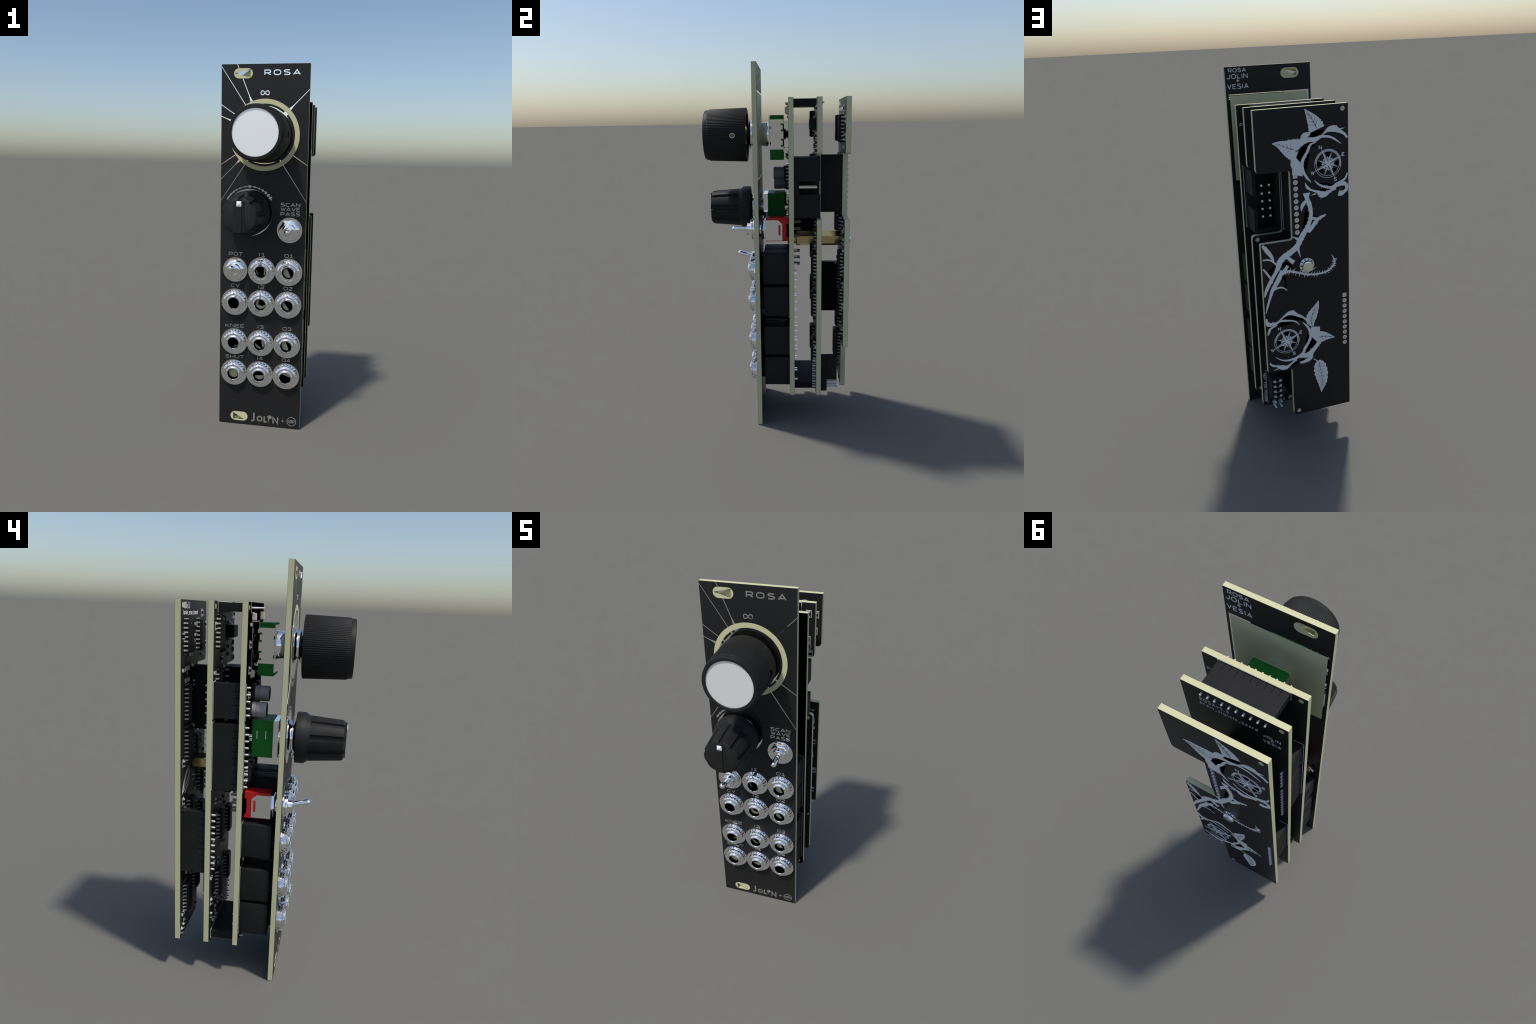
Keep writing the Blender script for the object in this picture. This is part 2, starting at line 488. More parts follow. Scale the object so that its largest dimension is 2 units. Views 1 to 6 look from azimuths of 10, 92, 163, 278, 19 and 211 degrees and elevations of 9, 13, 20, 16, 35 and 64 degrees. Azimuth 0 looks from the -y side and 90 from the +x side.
# signature: bold geometric name with a tree for its fourth letter, plus, coil roundel
line(mt, [(-1.9, 4.75)] + [(-1.9, 2.4)] + arc(-2.45, 2.2, .55, .6, 0, -140, 8), 0.6, PF, -1)
line(mt, circle(0.27, 2.62, 0.87, 24), 0.5, PF, -1, closed=True)
line(mt, [(2.0, 3.75), (2.0, 1.6), (2.95, 1.6)], 0.52, PF, -1)
mt.prism([(3.95 + .85 * math.cos(t) * (1 + .06 * math.sin(5 * t)), 3.55 + .72 * math.sin(t) * (1 + .08 * math.cos(4 * t)))
          for t in [TAU * i / 20 for i in range(20)]], PF + .01, PF - .05)
line(mt, [(3.75, 3.1), (3.55, 2.2), (3.5, 1.3)], 0.22, PF, -1, lift=0.07)
line(mt, [(5.28, 1.3), (5.28, 3.65), (6.98, 1.4), (6.98, 3.75)], 0.54, PF, -1)
text(mt, '+', 8.85, 2.0, 1.15, None, 0.22, PF, -1)
line(mt, circle(12.05, 2.65, 1.62, 36), 0.24, PF, -1, closed=True)
for k in range(4):                       # coil of four overlapping turns with two tails
    line(mt, [(11.4 + .43 * k + .36 * math.cos(t), 2.68 + .56 * math.sin(t)) for t in [TAU * i / 16 for i in range(16)]], 0.14, PF, -1, closed=True)
line(mt, [(10.55, 2.85), (10.75, 2.6), (10.95, 2.25), (11.3, 2.1)], 0.14, PF, -1)
line(mt, [(12.7, 3.25), (13.1, 3.1), (13.3, 2.7), (13.55, 2.5)], 0.14, PF, -1)
mt.build('metal_marking', panel_ob)

bt = MB('silk')
text(bt, 'ROSA', 10.75, 126.75, 1.1, 5.9, 0.19, PB, 1)
text(bt, 'JOLIN', 10.85, 124.75, 1.3, 7.0, 0.22, PB, 1)
text(bt, '+', 10.75, 123.45, 1.0, None, 0.22, PB, 1)
text(bt, 'VESIA', 10.8, 121.5, 1.35, 7.1, 0.22, PB, 1)
bt.build('back_lettering', panel_ob)

# ------------------------------------------------------------------ big knob
def ridges(n, amp, ks):
    def f(k, a):
        if k not in ks:
            return 0
        t = (a * n / TAU) % 1.0
        return -amp * abs(2 * t - 1) ** 1.5
    return f
kb = MB('rubber')
x, z = K1
kb.lathe(x, z, [(7.6, -13.5), (7.6, -11.15), (9.2, -11.12), (9.38, -11.35), (8.98, -24.2), (8.8, -24.55), (8.72, -24.6)],
         480, 'rubber', True, ridges(96, 0.16, (3, 4)), capa=True, capb=False)
kb.lathe(x, z, [(8.72, -24.6), (8.62, -25.6), (8.4, -25.95), (7.55, -26.0), (7.45, -25.9), (7.45, -25.5)], 480, 'rubber', True, capa=False, capb=True)
big = kb.build('big_knob', root, (x, -11, z))
kc = MB('cap')
kc.lathe(x, z, [(7.44, -25.45), (7.44, -25.56)], 96, 'cap', False)
kc.build('knob_cap', big, (x, -25.5, z))
ks = MB('chrome', 'brass', 'ink')
# grub screw in the side wall, pointing +x
def xcyl(mb, y, z, r, x0, x1, n, mat):
    v, f = [], []
    for xx in (x0, x1):
        for i in range(n):
            t = TAU * i / n
            v.append((xx, y + r * math.cos(t), z + r * math.sin(t)))
    f = [(i, (i + 1) % n, n + (i + 1) % n, n + i) for i in range(n)] + [tuple(range(n)), tuple(range(2 * n - 1, n - 1, -1))]
    mb.add(v, f, mat)
cut = MB('ink')
xcyl(cut, -15.7, z, 1.22, 8.0, 10.5, 32, 'ink')
cutter = cut.build('screw_hole', None)
cutter.hide_render = True
bo = big.modifiers.new('screw_hole', 'BOOLEAN')
bo.object, bo.operation, bo.solver = cutter, 'DIFFERENCE', 'EXACT'
cutter.location = -Vector((x, -11, z)) * S
cutter.parent = big
dg = bpy.context.evaluated_depsgraph_get()
drilled = bpy.data.meshes.new_from_object(big.evaluated_get(dg))
big.modifiers.clear()
big.data = drilled
bpy.data.objects.remove(cutter)
xcyl(ks, -15.7, z, 1.3, 7.7, 7.98, 28, 'ink')
xcyl(ks, -15.7, z, 0.93, 7.9, 8.78, 28, 'chrome')
xcyl(ks, -15.7, z, 0.74, 8.6, 8.79, 6, 'ink')
xcyl(ks, -15.7, z, 0.62, 8.6, 8.80, 6, 'bronze')
ks.build('grub_screw', big, (9, -15.7, z))
kr = MB('brass', 'chrome')
kr.ring(x, z, 3.4, 4.1, -13.2, -12.2, 40, 'brass')
kr.build('brass_insert', big, (x, -12, z))

# ------------------------------------------------------------------ small knob
x, z = K2
kb = MB('rubber')
FL = 9
def flute(k, a):
    if k in (4, 5, 6):
        d = abs(((a - math.radians(7)) * FL / TAU + 0.5) % 1 - 0.5)   # nine grooves round the cone
        return -0.62 * max(0.0, min(1.0, (0.20 - d) / 0.05)) * (1 if k > 4 else 0.05)
    return 0
kb.lathe(x, z, [(6.3, -12.3), (6.4, -10.75), (7.6, -10.7), (7.75, -10.95)], 200, capb=False)
kb.lathe(x, z, [(7.75, -10.95), (7.72, -13.3), (6.98, -14.25), (6.9, -14.5), (6.82, -14.9), (6.8, -15.2), (6.1, -24.1)],
         360, 'rubber', True, flute, capa=False, capb=False)
kb.lathe(x, z, [(6.1, -24.1), (5.95, -24.75), (5.5, -25.1)], 360, 'rubber', True,
         lambda k, a: flute(6, a) * (1.0, 0.8, 0.0)[k], capa=False, capb=True)
# pointer: a raised bar between two sloping facets on the face
v = [(x - 2.4, -25.0, z - 4.9), (x - .8, -25.45, z - 5.0), (x + .8, -25.45, z - 5.0), (x + 2.4, -25.0, z - 4.9),
     (x - 2.2, -25.0, z + 4.6), (x - .8, -25.45, z + 5.2), (x + .8, -25.45, z + 5.2), (x + 2.2, -25.0, z + 4.6)]
kb.add(v, [(0, 1, 5, 4), (2, 3, 7, 6), (0, 4, 7, 3), (0, 3, 2, 1), (4, 5, 6, 7), (1, 2, 6, 5)])
kb.box(x - .82, x + .82, -25.6, -24.0, z - 5.1, z + 5.4)
small = kb.build('small_knob', root, (x, -10.7, z))
kp = MB('white')
v = [(x - .8, -25.66, z + 3.3), (x + .8, -25.66, z + 3.3), (x + .8, -25.4, z + 5.0), (x - .8, -25.4, z + 5.0), (x, -25.3, z + 4.2)]
kp.box(x - .8, x + .8, -25.64, -25.0, z + 3.3, z + 5.0)
kp.add([(x - .8, -25.66, z + 3.3), (x + .8, -25.66, z + 3.3), (x + .8, -25.66, z + 5.0), (x - .8, -25.66, z + 5.0), (x, -25.95, z + 4.15)],
       [(0, 1, 4), (1, 2, 4), (2, 3, 4), (3, 0, 4)])
kp.build('pointer_mark', small, (x, -25.5, z + 4))

# ------------------------------------------------------------------ toggle switches
def hexagon(mb, cx, cz, R, y0, y1, mat=None, ph=0.0, bore=2.3):
    """hexagonal nut, softly shaded; y0 is the outer (front) face"""
    ya, yb = (y0, y1) if y0 < y1 else (y1, y0)
    mb.lathe(cx, cz, [(bore, ya), (R - .15, ya), (R, ya + .2), (R, yb)], 6, mat, True, ph=ph, capa=False)
def toggle(pos, tilt):
    cx, cz = pos
    b = MB('red', 'chrome', 'ink')
    b.box(cx - 2.4, cx + 2.4, -4.55, 3.35, cz - 4.1, cz + 4.1, 'red')
    # plated frame folded over both flanks, with a window
    for sgn in (-1, 1):
        X0, X1 = sorted((cx + sgn * 2.3, cx + sgn * 2.5))
        prof = [(-4.7, cz - 3.85), (1.2, cz - 3.85), (1.2, cz + 2.0), (-0.35, cz + 3.35), (-4.7, cz + 3.35)]
        v = [(X0, p[0], p[1]) for p in prof] + [(X1, p[0], p[1]) for p in prof]
        n = len(prof)
        b.add(v, [tuple(range(n)), tuple(range(2 * n - 1, n - 1, -1))] + [(i, (i + 1) % n, n + (i + 1) % n, n + i) for i in range(n)], 'chrome')
        X2 = sorted((cx + sgn * 2.4, cx + sgn * 2.54))
        b.box(X2[0], X2[1], -0.1, 0.6, cz - 2.0, cz + 1.65, 'red')
        b.box(cx + sgn * 2.45 - .12, cx + sgn * 2.45 + .12, 2.7, 3.4, cz - 2.6, cz + 2.0, 'ink')
    b.box(cx - 2.45, cx + 2.45, -4.75, -4.5, cz - 3.85, cz + 3.6, 'chrome')
    b.cyl(cx, cz, 2.75, -6.72, -4.7, 24, 'chrome')
    hexagon(b, cx, cz, 3.9, -6.1, -4.8, 'chrome')
    sw = b.build('toggle_switch', root, (cx, -8.3, cz))
    w = MB('chrome')
    w.ring(cx, cz, 2.5, 4.43, PF - 0.3, PF, 28)
    w.build('washer', sw, (cx, -8.4, cz))
    n_ = MB('chrome')
    hexagon(n_, cx, cz, 3.93, PF - 1.55, PF - 0.3)
    n_.build('nut', sw, (cx, -9, cz), soft=True)
    t = MB('chrome')
    prof = [(2.3, -9.9)]
    for k in range(3):
        y = -9.95 - k * 0.4
        prof += [(2.3, y), (2.15, y - .2), (2.3, y - .38)]
    prof += [(2.1, -11.25), (1.3, -11.3), (1.2, -11.0)]
    t.lathe(cx, cz, prof, 28, 'chrome')
    t.build('bushing', sw, (cx, -10, cz))
    l = MB('chrome')
    dy, dz = -math.cos(math.radians(tilt)), math.sin(math.radians(tilt))
    p0 = (cx, -10.4, cz + 0.4 * (1 if tilt else 0))
    p1 = (cx, -10.4 + dy * 5.3, p0[2] + dz * 5.3)
    l.rod(p0, p1, 0.85, 1.02, 24, tip=True)
    l.build('lever', sw, p0)
    pin = MB('bronze', 'tin')
    for i, dzp in enumerate((2.54, 0, -2.54)):
        for dxp in (-1.3, 1.3):
            pin.box(cx + dxp - .5, cx + dxp + .5, 3.2, 7.6, cz + dzp - .2, cz + dzp + .25, 'bronze')
    pin.build('terminal', sw, (cx, 5, cz))
toggle(SW1, 0)
toggle(SW2, 14)

# ------------------------------------------------------------------ jacks
def jack_nut():
    mb = MB('chrome')
    N = 22
    # two bands of square knurls parted by a groove, then a toothed conical shoulder
    rows = []
    def row_(y, base, depth, ph):
        out = []
        for i in range(N):
            for t, d in ((0.0, 0), (0.20, 0), (0.24, 1), (0.60, 1.1), (0.96, 1)):
                a = TAU * (i + t + ph) / N
                rr = base + depth * d
                out.append((rr * math.cos(a), y, rr * math.sin(a)))
        return out
    for ya, yb, ph, oa, ob in ((-8.75, -9.30, 0.0, 4.1, 4.1), (-9.42, -9.92, 0.3, 4.1, 4.1), (-10.02, -10.36, .55, 4.02, 3.62)):
        ba, bb = min(3.66, oa - .3), min(3.66, ob - .3)
        rows += [row_(ya, ba, 0.0, ph), row_(ya - .02, ba, oa - ba, ph), row_(yb + .02, bb, ob - bb, ph), row_(yb, bb, 0.0, ph)]
    n = len(rows[0])
    v = [p for r in rows for p in r]
    f = []
    for k in range(len(rows) - 1):
        for i in range(n):
            q = (i + 1) % n
            f.append((k * n + i, k * n + q, (k + 1) * n + q, (k + 1) * n + i))
    mb.add(v, f)
    mb.lathe(0, 0, [(3.3, -10.2), (3.66, -10.34), (3.55, -10.44), (3.38, -10.51), (2.75, -10.52), (2.7, -10.5), (2.68, -10.85), (2.4, -11.08), (2.05, -11.05), (1.93, -10.9), (1.93, -5.7)],
             66, None, True, capa=False, capb=False)
    for t in (math.pi / 2, -math.pi / 2):     # tightening notches in the face
        c, s_ = math.cos(t), math.sin(t)
        v = []
        for y in (-10.53, -10.2):
            for r, w in ((2.72, .28), (3.7, .28)):
                for q in (-1, 1):
                    v.append((r * c - q * w * s_, y, r * s_ + q * w * c))
        mb.add(v, [(0, 1, 3, 2), (4, 6, 7, 5), (0, 4, 5, 1), (2, 3, 7, 6), (0, 2, 6, 4), (1, 5, 7, 3)])
    return mb
def jack_body():
    mb = MB('plastic', 'ink', 'chrome')
    mb.cbox(-4.45, 4.45, -5.5, 3.45, -4.4, 6.2, 0.12, 'plastic')
    for dx in (-2.4, 2.4):
        mb.box(dx - .28, dx + .28, -4.7, -0.5, 6.0, 6.215, 'ink')
    mb.box(-2.0, 2.0, 1.0, 3.3, -4.44, -4.1, 'ink')
    mb.ring(0, 0, 2.2, 3.0, -6.7, -5.4, 28, 'plastic')
    mb.cyl(0, 0, 2.15, -5.75, -5.45, 28, 'ink')
    mb.ring(0, 0, 1.80, 1.92, -10.6, -5.7, 32, 'ink')
    return mb
def jack_pin():
    mb = MB('chrome')
    for dz, w in ((4.9, .9), (-0.6, .7), (-4.2, .8)):
        mb.box(-w / 2, w / 2, 3.4, 6.3, dz - .15, dz + .18)
    return mb
def jack_washer():
    mb = MB('chrome')
    mb.ring(0, 0, 2.9, 4.9, PF - 0.42, PF, 20)
    return mb
first = None
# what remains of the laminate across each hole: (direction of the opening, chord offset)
webs = {(0, 0): [(0, 1.0), (200, 1.5)], (1, 0): [(205, -0.1)], (-1, 1): [], (0, 1): [(165, .9), (-60, 1.1), (250, .6)],
        (1, 1): [(215, .5)], (-1, 2): [(290, 1.6)], (0, 2): [(10, .7), (230, 1.1)], (1, 2): [(200, -0.2)],
        (-1, 3): [(270, -1.6)], (0, 3): [(275, .3)], (1, 3): [(70, .4)]}
for x, z in JACKS:
    if first is None:
        j = jack_body().build('jack', root, (0, 0, 0))
        n_ = jack_nut().build('knurled_nut', j, (0, 0, 0))
        w_ = jack_washer().build('washer', j, (0, 0, 0))
        p_ = jack_pin().build('terminal', j, (0, 0, 0))
        first = (j, n_, w_, p_)
        for o in first:
            o['origin_mm'] = (0, 0, 0)
        j.location = (x * S, 0, z * S)
        jj = j
    else:
        jj = first[0].copy()
        bpy.context.scene.collection.objects.link(jj)
        jj.location = (x * S, 0, z * S)
        for o in first[1:]:
            c = o.copy()
            bpy.context.scene.collection.objects.link(c)
            c.parent = jj
    ci = {COLS[0]: -1, COLS[1]: 0, COLS[2]: 1}[x]
    segs = webs[(ci, ROWS.index(z))]
    if segs:
        wb = MB('laminate')
        for i, (a, off) in enumerate(segs):
            half = math.degrees(math.acos(max(-1, min(1, off / 1.9))))
            wb.prism(arc(0, 0, 1.79, 1.79, a - half, a + half, 14), -9.2 - 0.12 * i, -9.14 - 0.12 * i)
        wb.build('hole_web', jj, (0, 0, 0))

# ------------------------------------------------------------------ encoder behind the big knob
x, z = K1
eb = MB('green', 'chrome', 'ink')
eb.box(-5.2, 5.2, -2.9, 1.85, 96.5, 111.75, 'green')
for sgn in (-1, 1):
    X = sorted((5.0 * sgn, 5.42 * sgn))
    eb.box(X[0], X[1], -2.95, 1.86, 100.1, 110.3, 'chrome')
    for zz in (99.9, 105.2, 109.3):
        eb.box(X[0], X[1], 1.8, 3.6, zz - (1.1 if zz == 105.2 else .55), zz + (1.1 if zz == 105.2 else .55), 'chrome' if zz != 105.2 else 'ink')
    X = sorted((5.0 * sgn, 5.46 * sgn))
    for zz in (102.4, 107.6):                 # crimp windows
        eb.box(X[0], X[1], .9, 1.88, zz - 1.35, zz - .75, 'green')
        eb.box(X[0], X[1], .9, 1.88, zz + .75, zz + 1.35, 'green')
        eb.box(X[0], X[1], 1.55, 1.9, zz - .75, zz + .75, 'ink')
    for zz in (102.2, 107.6):
        eb.box(X[0], X[1], -2.96, -2.55, zz - .45, zz + .45, 'green')
eb.box(-5.42, 5.42, -3.35, -2.9, 97.6, 111.3, 'chrome')
eb.lathe(x, z, [(3.7, -6.7), (4.35, -4.1), (4.35, -3.2)], 40, 'chrome')  # cone shape chosen so the mirror shows the cream panel's reflection
eb.box(-1.5, 1.5, 1.8, 2.6, 103.5, 107, 'ink')
enc = eb.build('rotary_encoder', root, (x, -3, z))
es = MB('chrome', 'ink')
hexagon(es, x, z, 4.95, -10.3, -8.4, 'chrome', math.pi / 6, 3.3)
es.cyl(x, z, 3.4, -12.5, -6.7, 32, 'chrome')
es.cyl(x, z, 5.6, -8.6, -8.35, 36, 'chrome')
es.build('shaft_nut', enc, (x, -9, z), soft=True)

# ------------------------------------------------------------------ potentiometer behind the small knob
x, z = K2
pb = MB('green', 'chrome', 'tin', 'plastic')
pb.box(x - 5.1, x + 5.1, -4.15, 2.05, z - 5.75, z + 5.55, 'green')
pb.box(x - 5.0, x + 5.0, -5.7, -4.15, z - 5.6, z + 5.4, 'chrome')
for yy in (-2.0, 0.6):
    for sgn in (-1,):
        pb.box(x + sgn * 5.1 - .05, x + sgn * 5.1 + .05, yy - .15, yy + .15, z - 0.2, z + 2.2, 'tin')
pb.box(x - 4.6, x + 4.6, 2.0, 2.6, z - 5.2, z + 5.0, 'plastic')
for dx in (-2.5, 0, 2.5):
    pb.box(x + dx - .4, x + dx + .4, 2.2, 6.1, z - 5.9, z - 5.4, 'tin')
for sgn in (-1, 1):
    pb.box(x + sgn * 4.9 - .2, x + sgn * 4.9 + .2, 1.9, 6.0, z - 1, z + 1, 'chrome')
pb.cyl(x, z, 3.6, -6.72, -5.6, 32, 'chrome')
pot = pb.build('potentiometer', root, (x, -3, z))
ps = MB('chrome')
hexagon(ps, x, z, 5.0, -10.4, -8.4, None, math.pi / 6, 3.1)
ps.cyl(x, z, 3.2, -12, -6.7, 32)
ps.cyl(x, z, 5.9, -8.6, -8.35, 36)
ps.build('shaft_nut', pot, (x, -9, z), soft=True)

# ------------------------------------------------------------------ circuit boards
BX, B0, B1 = 14.95, 11.35, 117.25
outline1 = fillet([(-BX, B0), (BX, B0, 1.1), (BX, B1), (-BX, B1)])
outline2 = fillet([(-BX, B0), (BX, B0, 1.1), (BX, 76.55, 1.1), (4.67, 76.55, .8), (4.67, 98.7, .8), (BX, 98.7, 1.2), (BX, B1), (-BX, B1)])
outline3 = fillet([(-BX, B0), (6.3, B0, 1.0), (6.3, 30.3, .8), (BX, 30.3, .6), (BX, 76.55, .3), (4.33, 76.55, .8), (4.33, 98.7, .8), (BX, 98.7, 1.2), (BX, B1), (-BX, B1)])
def board(poly, y0, y1, front='mask', back='mask', fid=()):
    mb = MB('laminate')
    mb.prism(poly, y0 + 0.05, y1 - 0.05)
    for (fx, fz) in fid:                        # plugged fixing holes
        mb.cyl(fx, fz, 0.72, y0 - 0.02, y1 + 0.02, 24)
    ob = mb.build('circuit_board', root, (0, y0, 60))
    k = MB(front)
    k.prism(poly, y0, y0 + 0.05, front)
    k.prism(poly, y1 - 0.05, y1, back)
    k.build('solder_mask', ob, (0, y0, 60))
    return ob
A0, A1 = 3.55, 5.27
C0, C1 = 13.02, 14.76
D0, D1 = 22.44, 24.2
b1 = board(outline1, A0, A1, 'deep', 'mask', [(13.1, 12.75), (-13.1, 115.75)])
b2 = board(outline2, C0, C1, 'mask', 'mask', [(4.65, 12.65), (-13.1, 115.75), (13.25, 75.15)])
b3 = board(outline3, D0, D1, 'mask', 'mask', [(4.57, 12.85), (-13.13, 115.75)])

# ---- pin headers between the boards
def pin_mesh():
    mb = MB('tin')
    mb.lathe(0, 0, [(.31, -0.1), (.31, .75), (.24, .95), (.1, 1.02)], 10)
    me = mb.build('pin', None, (0, 0, 0))
    d = me.data
    bpy.data.objects.remove(me)
    return d
PIN = pin_mesh()
def pins(parent, pts, y, up, length=1.0):
    for (px, pz) in pts:
        o = bpy.data.objects.new('pin', PIN)
        place(o, parent, (px, y, pz))
        o.scale = (1, up * length, 1)

def socket(parent, cx, cz, n, along, y0, y1, slits='lo', pin=None):
    """single-row 2 mm header: body from y0 to y1, n positions along 'x' or 'z'"""
    mb = MB('plastic', 'ink')
    Ln, Wd = n + 0.12, 1.22
    hx, hz = (Ln, Wd) if along == 'x' else (Wd, Ln)
    mb.cbox(cx - hx, cx + hx, y0, y1, cz - hz, cz + hz, 0.12, 'plastic')
    ya, yb = (y0 + .02, y0 + 2.1) if slits == 'lo' else (y1 - 2.1, y1 - .02)
    for i in range(1, n):
        o = -n + 2 * i
        if along == 'x':
            mb.box(cx + o - .05, cx + o + .05, ya, yb, cz - hz - .012, cz + hz + .012, 'ink')
        else:
            mb.box(cx - hx - .012, cx + hx + .012, ya, yb, cz + o - .05, cz + o + .05, 'ink')
    ob = mb.build('pin_socket', parent, (cx, y0, cz))
    return ob
def row(cx, cz, n, along):
    return [(cx + (-(n - 1) + 2 * i), cz) if along == 'x' else (cx, cz + (-(n - 1) + 2 * i)) for i in range(n)]

def silk_frame(mb, x0, x1, z0, z1, y, up, w=0.16):
    line(mb, [(x0, z0), (x1, z0), (x1, z1), (x0, z1)], w, y, up, closed=True)

HEAD1 = [(0, 115.7, 10, 'x'), (-13.0, 89.75, 5, 'z'), (-13.0, 73.1, 10, 'z'), (-1.75, 12.65, 10, 'x')]
for cx, cz, n, al in HEAD1:
    socket(b1, cx, cz, n, al, A1 + .01, C0 - .01, 'lo')
    pins(b1, row(cx, cz, n, al), A0, -1, 1.1)
    pins(b2, row(cx, cz, n, al), C1, 1, 0.9)
HEAD2 = [(-13.26, 45.4, 10, 'z'), (2.75, 87.9, 10, 'z')]
for cx, cz, n, al in HEAD2:
    socket(b2, cx, cz, n, al, C1 + .01, D0 - .01, 'lo')
    pins(b2, row(cx, cz, n, al), C0, -1, 1.1)
    pins(b3, row(cx, cz, n, al), D1, 1, 0.55)
# annular pads on the rear face
pd = MB('chrome', 'ink')
for cx, cz, n, al in HEAD2:
    for i, (px, pz) in enumerate(row(cx, cz, n, al)):
        if i == n - 1:
            pd.box(px - .72, px + .72, D1, D1 + .05, pz - .72, pz + .72, 'chrome')
        else:
            pd.ring(px, pz, .36, .76, D1, D1 + .05, 24, 'chrome')
pd.build('pad', b3, (0, D1, 60))

# ---- shrouded power connector
pw = MB('plastic')
X0, X1, Z0, Z1, Y0, Y1 = 4.9, 13.75, 77.25, 97.7, A1 + .01, 14.22
pw.box(X0, X1, Y0, 7.1, Z0, Z1)
t = 1.15
pw.box(X0, X0 + t, 7.1, Y1, Z0, Z1)
pw.box(X0 + t, X1 - t, 7.1, Y1, Z0, Z0 + t)
pw.box(X0 + t, X1 - t, 7.1, Y1, Z1 - t, Z1)
pw.box(X1 - t, X1, 7.1, Y1, Z0, 85.2)
pw.box(X1 - t, X1, 7.1, Y1, 89.75, Z1)
pwo = pw.build('power_connector', b1, (9.3, Y0, 87.5))
pp = MB('chrome')
for px in (7.95, 10.48):
    for i in range(5):
        pz = 82.3 + 2.56 * i
        pp.box(px - .32, px + .32, 7, 13.3, pz - .32, pz + .32)
pp.build('connector_pin', b1, (9.3, 7, 87.5))

# ---- jumper block on the middle board, lower right
jb = MB('plastic', 'ink', 'tin')
jb.cbox(8.75, 13.1, C1 + .01, 17.0, 12.7, 25.4, 0.1, 'plastic')
jb.cbox(8.75, 13.1, 17.05, 20.6, 17.05, 25.45, 0.15, 'plastic')
for pz in (18.2, 20.25, 22.3, 24.35):
    jb.box(10.5, 11.3, 20.5, 20.625, pz - 1.0, pz + .8, 'ink')
    for px in (9.85, 11.95):
        jb.box(px - .45, px + .45, 20.5, 20.66, pz - .42, pz + .42, 'tin')
    jb.box(9.85, 11.95, 20.5, 20.64, pz - .5, pz - .36, 'tin')
for pz in (13.95, 15.98):
    for px in (9.85, 11.95):
        jb.box(px - .28, px + .28, 16.9, 21.0, pz - .28, pz + .28, 'tin')
jb.build('jumper_block', b2, (11, C1, 19))
pins(b2, [(px, 13.95 + 2.06 * i) for i in range(6) for px in (9.85, 11.95)], C0, -1, 1.3)

# ---- chips, passives
def soic(parent, cx, cz, n, y, up=-1, rot=False, name='chip', wide=3.9):
    mb = MB('chip', 'leg', 'ivory')
    L = n * 1.27 * .5 + .25
    hw = wide / 2
    def B(x0, x1, ya, yb, z0, z1, m):
        if rot:
            x0, x1, z0, z1 = cx + z0 - cz, cx + z1 - cz, cz + x0 - cx, cz + x1 - cx
        mb.box(x0, x1, min(ya, yb), max(ya, yb), z0, z1, m)
    ya, yb = y + up * .15, y + up * 1.75
    # moulded body with draft
    v = []
    for yy, k in ((ya, .93), ((ya + yb) / 2, 1.0), (yb, .90)):
        for sx, sz in ((-1, -1), (1, -1), (1, 1), (-1, 1)):
            a, b = sx * (hw - (1 - k) * 2), sz * (L - (1 - k) * 2)
            if rot:
                a, b = b, a
            v.append((cx + a, yy, cz + b))
    f = [(0, 1, 2, 3), (11, 10, 9, 8)]
    for k in (0, 4):
        for i in range(4):
            f.append((k + i, k + (i + 1) % 4, k + 4 + (i + 1) % 4, k + 4 + i))
    mb.add(v, f, 'chip')
    for sx in (-1, 1):
        for i in range(n):
            pz = cz + (i - (n - 1) / 2) * 1.27
            xs = lambda a, b: sorted((cx + sx * a, cx + sx * b))
            q = xs(hw - .1, hw + .55)
            B(q[0], q[1], y + up * .75, y + up * .95, pz - .22, pz + .22, 'leg')
            q = xs(hw + .4, hw + .6)
            B(q[0], q[1], y + up * .05, y + up * .9, pz - .22, pz + .22, 'leg')
            q = xs(hw + .45, hw + 1.15)
            B(q[0], q[1], y + up * .01, y + up * .22, pz - .24, pz + .24, 'leg')
    B(cx - hw + .5, cx - hw + .8, yb, yb + up * .02, cz + L - 1.0, cz + L - .7, 'ivory')
    return mb.build(name, parent, (cx, y, cz))

used = {1: [], 2: [], 3: []}
CH2 = [(-8.8, 108.6, 7), (-8.6, 95.0, 4), (9.6, 59.75, 7), (9.6, 45.6, 7), (9.6, 27.7, 7), (-3.2, 64.5, 7), (-3.4, 48.0, 7), (-3.6, 28.0, 7)]
CH3 = [(-8.8, 107.0, 7), (4.9, 107.0, 7), (-7.4, 87.4, 8), (-7.4, 74.6, 8), (8.2, 60.0, 7), (8.2, 46.2, 8), (0.2, 38.6, 7), (-8.5, 24.0, 8), (2.2, 27.4, 8), (-5.0, 52.5, 7), (0.8, 73.6, 4)]
for cx, cz, n in CH2:
    soic(b2, cx, cz, n, C0)
    used[2].append((cx, cz, 3.3, n * .64 + .5))
for cx, cz, n in CH3:
    soic(b3, cx, cz, n, D0)
    used[3].append((cx, cz, 3.3, n * .64 + .5))
soic(b1, -10.0, 68.3, 4, A0)
soic(b1, 1.5, 91.5, 4, A0)
used[1] += [(-10, 68.3, 3.3, 3), (1.5, 91.5, 3.3, 3)]

